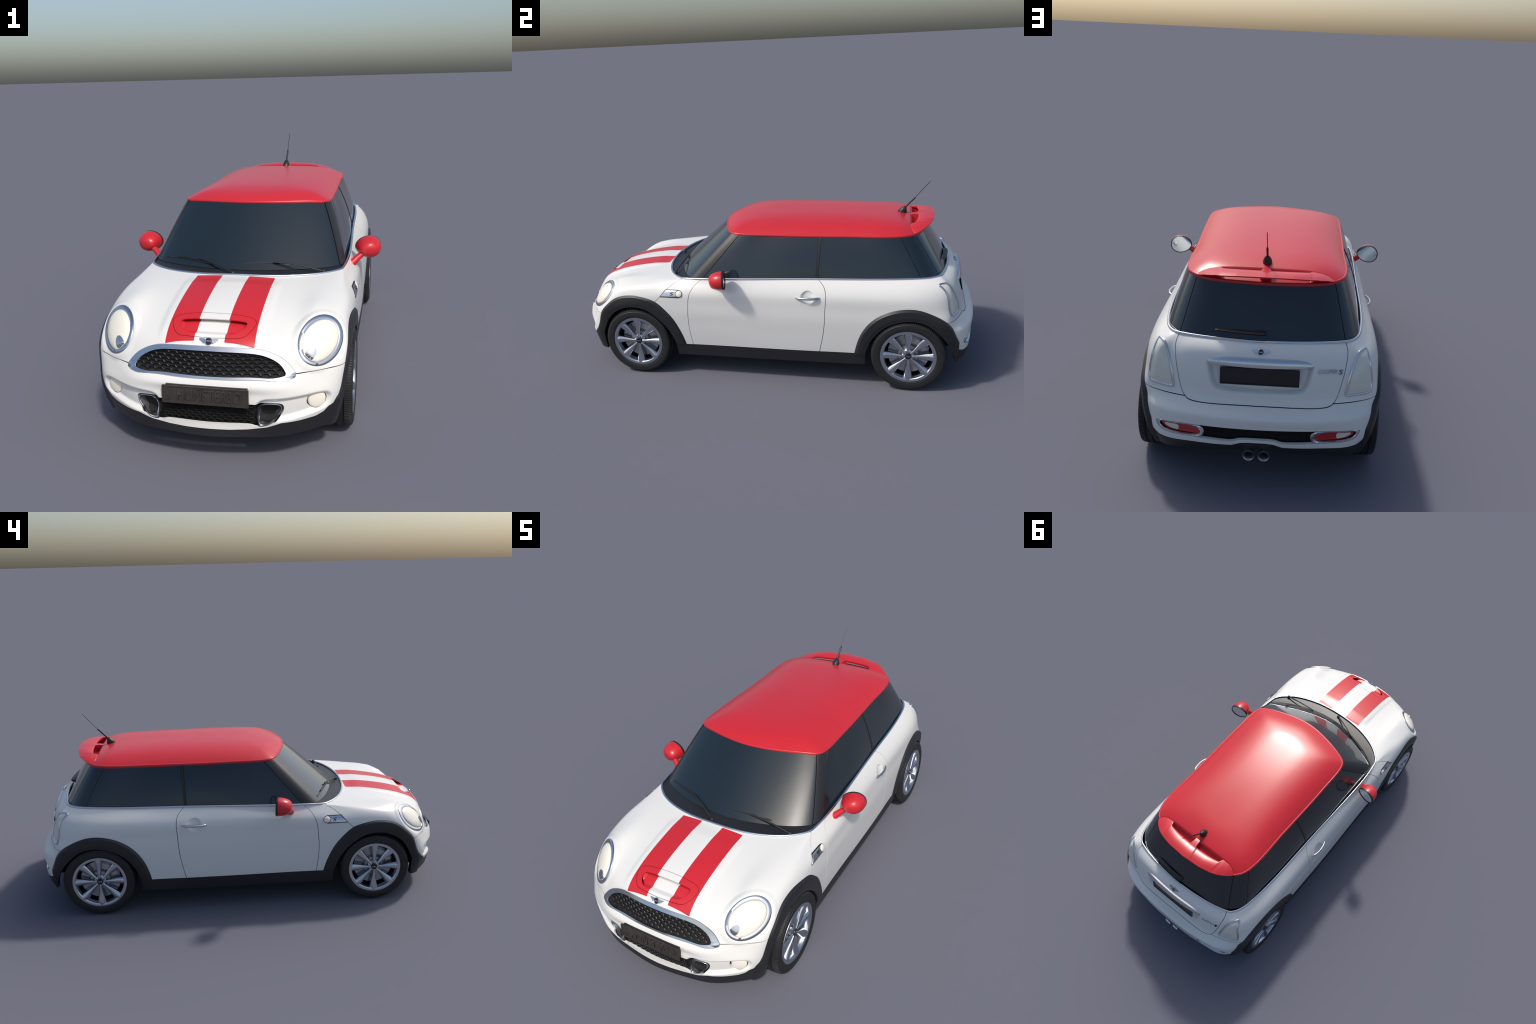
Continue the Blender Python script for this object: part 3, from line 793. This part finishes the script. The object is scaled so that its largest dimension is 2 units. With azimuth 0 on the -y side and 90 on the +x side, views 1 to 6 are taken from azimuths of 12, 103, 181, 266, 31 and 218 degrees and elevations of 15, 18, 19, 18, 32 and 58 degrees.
d_bore = loft([duct_ring(.90, -.001), duct_ring(.78, -.018), duct_ring(.62, -.034), duct_ring(.30, -.038), duct_ring(.02, -.038)], True, False)
for mk in (lambda m: m, lambda m: mirror_x(*m)):
    o = solid("brake_duct", *mk(d_body), PLASTIC, None, 50)
    solid("duct_ring", *mk(d_ring), CHROME, o, 50); solid("duct_bore", *mk(d_bore), DUCTGREY, o, 30)

# fog lamps
fv = fog_zone
for s in (1, -1):
    fx, fz = FOG_C[0] * s, FOG_C[1]
    fy = fv[0][fv[0][:, 0] * s > 0][:, 1].mean()
    Z = np.array((.42 * s, -.9, .05)); Z /= np.linalg.norm(Z); X = np.cross((0, 0, 1), Z); X /= np.linalg.norm(X); Y = np.cross(Z, X)
    v, f = revolve([(-.012, FOG_R*1.05), (.000, FOG_R * 1.05), (.0035, FOG_R * .99)] + [(.0035 + .0045 * math.sin(a), FOG_R * .96 * math.cos(a) + 1e-5) for a in np.linspace(.0, 1.57, 10)], 48, frame=(X, Y, Z), center=(fx, fy + .004, fz))
    solid("fog_lamp", v, f, CREAM, None, 50)

# ------------------------------------------------------------------ number plates
def number_plate(name, cy, cz, w, h, tilt, s, text, PLATE=PLATE):
    V, F = box((0, 0, 0), (w, .006, h))
    R = np.array(Matrix.Rotation(tilt, 3, 'X'))
    ob = bevel(solid(name, V @ R.T + [0, cy, cz], F, PLATE), .002)
    rimp = []
    for q in [((0, s * .002, h/2 - .002), (w - .002, .006, .004)), ((0, s * .002, -h/2 + .002), (w - .002, .006, .004)), ((w/2 - .002, s * .002, 0), (.004, .006, h - .002)), ((-w/2 + .002, s * .002, 0), (.004, .006, h - .002))]:
        rimp.append(box(*q))
    v, f = merge(*rimp); solid("plate_frame", v @ R.T + [0, cy, cz], f, PLATE, ob)
    X = np.array((1, 0, 0)) * (-s); Yv = R @ np.array((0, 0, 1)); Zv = R @ np.array((0, s, 0))
    if text:
        o = np.array((0, cy, cz)) + Zv * .0035 + X * .014
        lettering("plate_lettering", text, .052, basis(o, X, Yv, Zv), PLATE, ob, .0024, width=.205)
        o = np.array((0, cy, cz)) + Zv * .0035 - X * .119 - Yv * .014
        lettering("plate_lettering", "UA", .014, basis(o, X, Yv, Zv), PLATE, ob, .0018)
    return ob
np_f = number_plate("front_number_plate", -.992, .246, .277, .058, math.radians(-2), -1, "HUMSTER3D")
solid("plate_bracket", *box((0.003, -.980, .251), (.262, .018, .050)), PLASTIC, np_f)
number_plate("rear_number_plate", .9325, .4215, .274, .060, math.radians(8), 1, "", PLATEBLACK)

# ------------------------------------------------------------------ badges and lettering
def badge(center, X, Yv, Zv, k):
    X, Yv, Zv = map(np.asarray, (X, Yv, Zv)); c = np.asarray(center)
    ob = solid("round_badge", *revolve([(-.003, .0122*k), (.0015, .0122*k), (.0030, .0108*k), (.0022, .0096*k)], 40, frame=(X, Yv, Zv), center=c), CHROME)
    solid("badge_disc", *revolve([(.0022, .0098*k), (.0028, .006*k), (.003, .0001)], 32, frame=(X, Yv, Zv), center=c), GLOSSBLACK, ob)
    lettering("badge_lettering", "MINI", .0075*k, basis(c + Zv * .0034, X, Yv, Zv), CHROME, ob, .0004)
    for s in (1, -1):
        for i, (x0, x1, y0, h) in enumerate([(.0115, .0315, .0062, .0026), (.0115, .0265, .0014, .0026), (.0105, .0205, -.0034, .0026)]):
            pts = [(x0, y0 + h*.9), (x1, y0 + h*.9 + .001), (x1 - .0035, y0 - h*.9), (x0, y0 - h*.9)]
            lo = [c + X * (s * a * k) + Yv * (b * k) - Zv * .003 for a, b in pts]; hi = [c + X * (s * a * k) + Yv * (b * k) + Zv * (.0018 - .001 * (a > .02)) for a, b in pts]
            v, f = loft([lo, hi]); solid("badge_wing", v, f, CHROME, ob)
badge((0, -.925, .3995), (1, 0, 0), (0, .55, .835), (0, -.835, .55), 1.0)
badge((0, .9115, .5045), (-1, 0, 0), (0, -.45, .893), (0, .893, .45), .95)
tq = math.radians(10.6)
Xr = np.array((-math.cos(tq), -math.sin(tq), 0)); Zr = np.array((-math.sin(tq), math.cos(tq), .18)); Zr /= np.linalg.norm(Zr); Yr = np.cross(Zr, Xr)
lettering("model_lettering", "COOPER", .022, basis(np.array((-.233, .9185, .4475)), Xr, Yr, Zr), CHROME, tailgate, .0016, shear=.25, width=.068, thin=-.0005)
lettering("model_lettering", "S", .024, basis(np.array((-.2785, .9085, .443)), Xr, Yr, Zr), GLOSSBLACK, tailgate, .0018, shear=.25, width=.018, thin=-.0009)

# ------------------------------------------------------------------ side scuttle ornament with repeater lamp (both flanks)
SC_PLATE = [(-.4605,.4445),(-.4885,.4165),(-.398,.4165),(-.398,.4445)]
SC_FRAME = [(-.464,.4475),(-.494,.4135),(-.398,.4125),(-.3855,.416),(-.3775,.4235),(-.376,.431),(-.3795,.4395),(-.387,.445),(-.398,.4478)]
flank = lambda P: (lambda V: np.where(np.abs(V[:, 0]) > .38, poly_dist(V[:, 1], V[:, 2], P), -.05))
sc_frame = split(shell, flank(SC_FRAME))[0]
sc_plate = split(shell, flank(SC_PLATE))[0]
sc_lamp_f = lambda V: np.where(np.abs(V[:, 0]) > .38, .0135 - np.hypot((V[:, 1] + .3935) * .86, V[:, 2] - .4302), -.05)
sc_plate = split(sc_plate, lambda V: -.0155 + np.hypot((V[:, 1] + .3935) * .86, V[:, 2] - .4302))[0]
sc_lamp = split(shell, sc_lamp_f)[0]
r_ = np.clip(sc_lamp_f(sc_lamp[0]) / .0135, 0, 1)
for s in (1, -1):
    fr = panel("side_ornament", offset(side_of(sc_frame, s), .0022), GLOSSBLACK, depth=.005)
    panel("ornament_plate", offset(side_of(sc_plate, s), .0040), CHROME, fr, depth=.003)
    lm = offset(sc_lamp, .0035 + .0035 * np.sqrt(1 - (1 - r_)**2)); lm = (lm[0], vertex_normals(lm[0], lm[2]), lm[2])
    panel("repeater_lamp", side_of(lm, s), CREAM, fr, depth=.003)
    n = np.array((.985 * s, 0, .12)); n /= np.linalg.norm(n)
    X = np.array((0, s * 1., 0)); Y = np.cross(n, X)
    lettering("ornament_letter", "S", .024, basis(np.array((.4262 * s + .0048 * s, -.430, .4305)), X, Y, n), GLOSSBLACK, fr, .0008, shear=.2, width=.018)

# ------------------------------------------------------------------ door handles
hp = curve([(.4235,.174,.4345),(.430,.182,.4352),(.4390,.205,.4362),(.4425,.235,.437),(.4405,.262,.4375),(.432,.286,.4382),(.424,.294,.4385)], 40)
hr = np.array([np.interp(i, [0, 4, 20, 34, 39], [.0018, .0048, .0064, .0066, .0034]) for i in range(40)])
pair("door_handle", *sweep(hp, hr * .85, hr, 12), CHROME, None, 50)

# ------------------------------------------------------------------ door mirrors
def mirror_parts():
    C = np.array((.4610, -.1555, .5235)); X = np.array((.98, .19, 0)); X /= np.linalg.norm(X)
    Z = np.array((.0, -.04, 1.)); Z /= np.linalg.norm(Z); Yb = np.cross(Z, X)      # Yb points to the rear (+y)
    def egg(k, dy, kz=None, dx=0.):
        a = np.linspace(0, 2*np.pi, 56, endpoint=False)
        ex = np.cos(a) * .0515 * k; ez = np.sin(a) * .0425 * (k if kz is None else kz)
        ez = ez * (1 + .10 * np.cos(a)) + .05 * ex * 0
        return C + X * dx + np.outer(ex, X) + np.outer(ez, Z) + Yb * dy
    house = loft([egg(.93, .000), egg(1.0, -.0015)] + [egg(math.cos(t)**.72 if t < 1.55 else .02, -.0015 - .066 * math.sin(t), None, -.006 * math.sin(t)**2) for t in np.linspace(.12, 1.56, 18)], True, True)
    rim = loft([egg(.98, -.004), egg(1.015, -.003), egg(1.02, .002), egg(.99, .0065), egg(.94, .0065), egg(.92, .002)], True, False)
    glass = loft([egg(.93, .0035), egg(.5, .0042), egg(.01, .0044)], True, True)
    stem = loft([[np.array(p) + np.outer([1], [0, 0, 0])[0] for p in ring] for ring in [
        [(c + u * math.cos(a) * r + w * math.sin(a) * r2) for a in np.linspace(0, 2*np.pi, 24, endpoint=False)]
        for c, u, w, r, r2 in [(np.array((.396, -.222, .466)), np.array((0, 1., 0)), np.array((.55, 0, -.83)), .022, .0175),
                               (np.array((.408, -.219, .474)), np.array((0, 1., 0)), np.array((.55, 0, -.83)), .0190, .0150),
                               (np.array((.424, -.208, .489)), np.array((0, 1., 0)), np.array((.6, 0, -.8)), .0160, .0130),
                               (np.array((.446, -.196, .507)), np.array((0, 1., 0)), np.array((.6, 0, -.8)), .0160, .0120)]]])
    return house, rim, glass, stem
for s, dr in ((1, doors[0]), (-1, doors[1])):
    P = mirror_parts()
    if s < 0: P = [mirror_x(*p) for p in P]
    h = solid("door_mirror", *P[0], RED, None, 60)
    solid("mirror_rim", *P[1], PLASTIC, h, 50); solid("mirror_glass", *P[2], MIRROR, h); solid("mirror_stem", *P[3], RED, h, 60)

# ------------------------------------------------------------------ tail: lamps, handle bar, reflectors, exhaust, wiper
Vt, Nt, Ft = tail_zone
e = poly_dist(np.abs(Vt[:, 0]), Vt[:, 2], TAIL)
prof = np.where(e < .010, .0055 * np.sqrt(np.clip(1 - ((e - .005) / .005)**2, 0, 1)), .0)
lensm, ringm = split((Vt, Nt, Ft), lambda V: np.where(V[:, 1] > .7, poly_dist(np.abs(V[:, 0]), V[:, 2], TAIL) - .0025, -1))
def puff(m, fn):
    q = poly_dist(np.abs(m[0][:, 0]), m[0][:, 2], TAIL); W = m[0] + m[1] * fn(q)[:, None]
    return W, vertex_normals(W, m[2]), m[2]
lensm = puff(lensm, lambda q: .0015 + .004 * smooth(.0085, .03, q))
tc_ = TAIL.mean(0)
def inset(P, dist):
    T = np.roll(P, -1, 0) - np.roll(P, 1, 0); n = np.stack([T[:, 1], -T[:, 0]], 1); n /= np.linalg.norm(n, axis=1, keepdims=True)
    if ((P - tc_) * n).sum() > 0: n = -n
    return P + n * dist
tr = inset(curve(TAIL, 110, True), .0042)
ups = np.array([tail(a, b)[1] for a, b in tr])
rv_, rf_ = sweep(drape(tr, tail, .0005), .0050, .0045, 12, up=ups, closed=True)
for s, mk in ((1, lambda m: m), (-1, lambda m: mirror_x(*m))):
    l = panel("tail_lamp", side_of(lensm, s), LAMPGREY, depth=.006)
    solid("tail_lamp_ring", *mk((rv_, rf_)), CHROME, l, 60)
# chrome grip above the rear plate
def grip():
    S = []
    for x in np.linspace(-.188, .188, 61):
        s = abs(x) / .188; y0 = .926 - .013 * s**2 + .0; taper = math.sqrt(max(0, 1 - s**5))
        zt = .4865 - .004 * s**2 - .018 * s**8; zb = .4555 + .001 * s
        pts = [(y0 - .010, zt), (y0 + .003 * taper, zt + .0005), (y0 + .0085 * taper, zt - .005 * taper), (y0 + .0125 * taper, (zt + zb) / 2), (y0 + .0145 * taper, zb + .003), (y0 + .0120 * taper, zb), (y0 - .010, zb + .004)]
        S.append([(x, a, b) for a, b in pts])
    return loft(S, True, True)
solid("tailgate_grip", *grip(), CHROME, tailgate, 40)
# opening in the rear bumper: dark back, mesh, reflectors in chrome frames
panel("bumper_opening", (open_r[0] - [0, .020, 0], open_r[1], open_r[2]), DARK, rear_bumper, depth=-.012)
ry_ = lambda x, zq: tail(x, zq)[0]
R_MESH = [(-.1,.252),(.185,.252),(.19,.204),(.10,.202),(.06,.213),(-.1,.213)]
honeycomb(R_MESH, .0285, .0105, ry_, .010, .0015, "bumper_mesh", MESHBLACK, rear_bumper, .19, .190, .252, s=1)
def rear_y(x, zq):
    P = shell[0][shell[0][:, 1] > .8]; return P[np.argmin((P[:, 0] - x)**2 + (P[:, 2] - zq)**2), 1]
def outline3(P, n, dy, k=1.0, x0=None):
    Q = round_corners(P, 2); t_ = chords(np.vstack([Q, Q[:1]])); Q = np.stack([np.interp(np.linspace(0, t_[-1], n + 1)[:-1], t_, np.append(Q[:, k_], Q[0, k_])) for k_ in range(2)], 1); c = Q.mean(0); Q = c + (Q - c) * k
    return np.array([(a, tail(a, b)[0] + dy, b) for a, b in Q])
FR = [(.183,.2505),(.28,.2500),(.352,.2435),(.357,.234),(.348,.217),(.326,.2080),(.28,.2035),(.21,.2010),(.186,.204)]
LN = [(.199,.2400),(.275,.2385),(.338,.2345),(.3425,.231),(.335,.2200),(.315,.2130),(.275,.2095),(.206,.2085),(.200,.211)]
LW = [(.275,.2360),(.300,.2350),(.328,.2325),(.327,.2260),(.311,.2180),(.290,.2145),(.275,.2130)]
LI = [(.200,.2445),(.342,.2390),(.3475,.232),(.338,.2175),(.315,.2105),(.275,.2070),(.202,.2060)]
def lerp_rings(A, B):
    return [A, B]
fo, fi = outline3(FR, 60, -.005), outline3(LI, 60, -.005)
frame_v = loft([fo - [0, .02, 0], fo + [0, .002, 0], fo * .75 + fi * .25 + [0, .0045, 0], fo * .35 + fi * .65 + [0, .002, 0], fi - [0, .012, 0]], True, False)
lens_v = loft([outline3(LN, 60, -.022), outline3(LN, 60, -.0125), outline3(LN, 60, -.0115, .96)], True, True)
lw_v = loft([outline3(LW, 40, -.018), outline3(LW, 40, -.0108), outline3(LW, 40, -.0102, .95)], True, True)
for mk in (lambda m: m, lambda m: mirror_x(*m)):
    o = solid("reflector_frame", *mk(frame_v), CHROME, rear_bumper, 40)
    solid("reflector", *mk(lens_v), REFLEX, o); solid("reverse_lamp", *mk(lw_v), LAMPGREY, o)
# exhaust
for s in (1, -1):
    cx = .0265 * s
    o = solid("exhaust_pipe", *revolve([(.88, .0165), (.975, .0170), (.992, .0192), (.996, .0202), (.998, .0192), (.995, .0172), (.96, .0160), (.89, .0150)], 40, 'y', (cx, 0, .1465)), EXHAUST, None, 50)
    solid("exhaust_bore", *revolve([(.96, .0158), (.955, .001)], 32, 'y', (cx, 0, .1465)), DARK, o)
solid("exhaust_box", *box((0, .86, .150), (.20, .10, .03)), PLASTIC)
# rear wiper
wv = loft([[(x, yb - .006, zb - h), (x, yb + t * .5, zb - h), (x, yb + t, zb + h * .2), (x, yb + t * .6, zb + h), (x, yb - .008, zb + h)]
    for x, yb, zb, h, t in [(-.014, .854, .549, .0045, .014), (0, .855, .550, .0062, .017), (.03, .857, .551, .0050, .015), (.09, .855, .552, .0038, .012), (.14, .851, .553, .0026, .009), (.165, .847, .5535, .0010, .006)]])
solid("rear_wiper", *wv, PLASTIC, None, 50)

# ------------------------------------------------------------------ windscreen wipers
def wiper(base, joint, tip, end):
    base, joint, tip, end = map(np.asarray, (base, joint, tip, end))
    arm = sweep(curve([base + [0, 0, .002], base * .6 + joint * .4 + [0, 0, .010], joint + [0, 0, .009]], 12), [.0045]*4 + [.0036]*8, .003, 8)
    m_ = (tip + end) / 2
    bl = sweep(curve([end, end * .5 + m_ * .5 + [0, -.003, .003], m_ + [0, -.004, .004], tip * .5 + m_ * .5 + [0, -.003, .003], tip], 20), [.0022] + [.0040]*18 + [.0022], .0035, 8)
    sp = sweep(curve([end * .75 + tip * .25 + [0, -.004, .009], m_ + [0, -.005, .011], tip * .75 + end * .25 + [0, -.004, .009]], 10), .0028, .0025, 8)
    pv = revolve([(-.01, .0085), (.004, .0085), (.008, .005), (.0085, .0001)], 20, 'z', tuple(base))
    solid("windscreen_wiper", *merge(arm, bl, sp, pv), PLASTIC, None, 50)
wiper((-.018, -.513, .498), (-.175, -.425, .520), (-.322, -.363, .512), (-.106, -.452, .511))
wiper((.310, -.446, .496), (.120, -.440, .516), (-.054, -.454, .509), (.212, -.420, .511))

# ------------------------------------------------------------------ wheels
R_TYRE = .1712; R_RIM = .1275
def tyre_mesh(n=960):
    prof = [(-.052,.118,0),(-.056,.128,0),(-.0555,.145,0),(-.053,.159,0),(-.0515,.1655,1),(-.044,.1692,1),(-.030,.1702,1),(-.0295,.1705,0),(-.026,.1665,0),(-.022,.1665,0),(-.0195,.1708,0),
            (-.005,R_TYRE,0),(-.0045,.1670,0),(.0045,.1670,0),(.005,R_TYRE,0),(.0195,.1708,0),(.022,.1665,0),(.026,.1665,0),(.0295,.1705,0),(.030,.1702,1),(.044,.1692,1),(.0515,.1655,1),
            (.0528,.1615,0),(.0530,.1590,0),(.0552,.1572,0),(.0550,.150,0),(.0560,.143,0),(.0545,.134,0),(.0525,.1285,0),(.0495,.1265,0),(.0470,.120,0)]
    th = np.linspace(0, 2*np.pi, n, endpoint=False); k = np.arange(n)
    groove = ((k % 8) < 3).astype(float)
    S = []
    for i, (a, r, g) in enumerate(prof):
        rr = r - .0030 * g * groove
        S.append(np.stack([np.full(n, a), np.cos(th) * rr, np.sin(th) * rr], 1))
    return loft(S, True, False)
def rim_mesh():
    lip = revolve([(.0470, .1255), (.0520, R_RIM), (.0535, .1268), (.0535, .1155), (.0520, .1128), (.0470, .1105), (.0200, .1085), (-.045, .1120), (-.05, .122)], 128)
    parts = [lip]
    hub = revolve([(.010, .0330), (.030, .0320), (.036, .0270), (.0385, .0210), (.0375, .0150), (.0345, .0140)], 64)
    parts.append(hub)
    for i in range(8):
        a0 = 2 * math.pi * i / 8 + math.pi / 2
        S = []
        for r, w, top in [(.0120, .0040, .0430), (.020, .0046, .0445), (.032, .0058, .0450), (.048, .0080, .0455), (.064, .0118, .0465), (.080, .0154, .0485), (.094, .0184, .0510), (.105, .0198, .0528), (.113, .0200, .0538), (.1195, .0190, .0538), (.1235, .0165, .0530)]:
            c = np.array((0, math.cos(a0), math.sin(a0))); t = np.array((0, -math.sin(a0), math.cos(a0)))
            sec = []
            for px, hx in [(-1.05, -2.2), (-1.0, -1.15), (-.94, -.72), (-.80, -.42), (-.60, -.20), (-.32, -.05), (0, 0.), (.32, -.05), (.60, -.20), (.80, -.42), (.94, -.72), (1.0, -1.15), (1.05, -2.2)]:
                rr = r - .45 * (px * w)**2 / max(r, .03)
                sec.append(c * rr + t * (w * px) + np.array((top + w * .72 * hx, 0, 0)))
            S.append(sec)
        parts.append(loft(S, True, True))
    return merge(*parts)
TM = mesh_data("tyre", *tyre_mesh(), None, 32); TM.materials.append(RUBBER)
RM = mesh_data("rim", *rim_mesh(), None, 38); RM.materials.append(ALLOY)
CM = mesh_data("hub_cap", *revolve([(.034, .0150), (.0450, .0150), (.0470, .0135), (.0476, .0001)], 40), None, 40); CM.materials.append(GLOSSBLACK)
BM = mesh_data("brake_disc", *merge(revolve([(-.006, .034), (.014, .034), (.014, .094), (.004, .094), (.004, .03)], 72), revolve([(.014, .052), (.026, .046), (.028, .020), (.026, .001)], 48)), None, 30); BM.materials.append(STEEL)
def caliper_mesh():
    S = []
    for a in np.linspace(math.radians(20), math.radians(80), 14):
        c = np.array((0, math.cos(a), math.sin(a)))
        S.append([c * r + np.array((xx, 0, 0)) for r, xx in ((.058, .016), (.064, .029), (.088, .029), (.099, .020), (.099, -.015), (.058, -.015))])
    return loft(S)
KM = mesh_data("brake_caliper", *caliper_mesh(), None, 35); KM.materials.append(STEEL)
def bolt_mesh():
    return merge(*[revolve([(.030, .0040), (.039, .0040), (.0395, .0001)], 6, 'x', (0, .0235 * math.cos(a), .0235 * math.sin(a))) for a in np.arange(4) * math.pi / 2 + .4])
LM = mesh_data("wheel_bolts", *bolt_mesh(), None, 35); LM.materials.append(STEEL)
BACK = mesh_data("wheel_shadow_plate", *revolve([(-.03, .1125), (-.03, .001)], 48), None, None); BACK.materials.append(DARK)  # black disc modelled as the shade behind the spokes
HUBS = [(.3850, -.6285, 1), (.3835, -.6285, -1), (.3905, .6955, 1), (.3810, .6955, -1)]     # (half track, y, side)
for hx, hy, s in HUBS:
    if True:
        M = Matrix.Translation((hx * s, hy, R_TYRE)) @ (Matrix.Identity(4) if s > 0 else Matrix.Rotation(math.pi, 4, 'Z'))
        w = bpy.data.objects.new("wheel", TM); bpy.context.scene.collection.objects.link(w); w.parent = ROOT; w.matrix_local = M
        w.name = "wheel"
        for nm, me in (("rim", RM), ("hub_cap", CM), ("brake_disc", BM), ("brake_caliper", KM), ("wheel_bolts", LM), ("wheel_shadow_disc", BACK)):
            o = bpy.data.objects.new(nm, me); bpy.context.scene.collection.objects.link(o); o.parent = w
        lettering("cap_lettering", "MINI", .0095, Matrix.Translation((0, 0, 0)) @ basis((.0477, 0, 0), (0, 1, 0), (0, 0, 1), (1, 0, 0)), CHROME, w, .0003)

# ------------------------------------------------------------------ wheel wells and floor
for hy, ys in ((-.625, .203), (.697, .206)):
    for s in (1, -1):
        S = []
        for a in np.linspace(math.radians(8), math.radians(172), 40):
            S.append([(s * .405, hy + math.cos(a) * ys, .165 + math.sin(a) * .192), (s * .20, hy + math.cos(a) * ys, .165 + math.sin(a) * .192)])
        v, f = loft(S, False, False)
        wl = solid("wheel_well", v, f, DARK)
        n0 = len(S); c = [(s * .20, hy, .12)]
        ring_ = [p[1] for p in S]
        solid("wheel_well_wall", np.vstack([c, ring_]), [(0, i + 1, i + 2) for i in range(n0 - 1)], DARK, wl)
fl = merge(box((0, -.04, .125), (.41, 1.70, .03)), box((0, .035, .128), (.76, .86, .03)), box((0, -.87, .135), (.60, .09, .03)), box((0, .890, .180), (.58, .05, .03)))
solid("underbody", *fl, DARK)
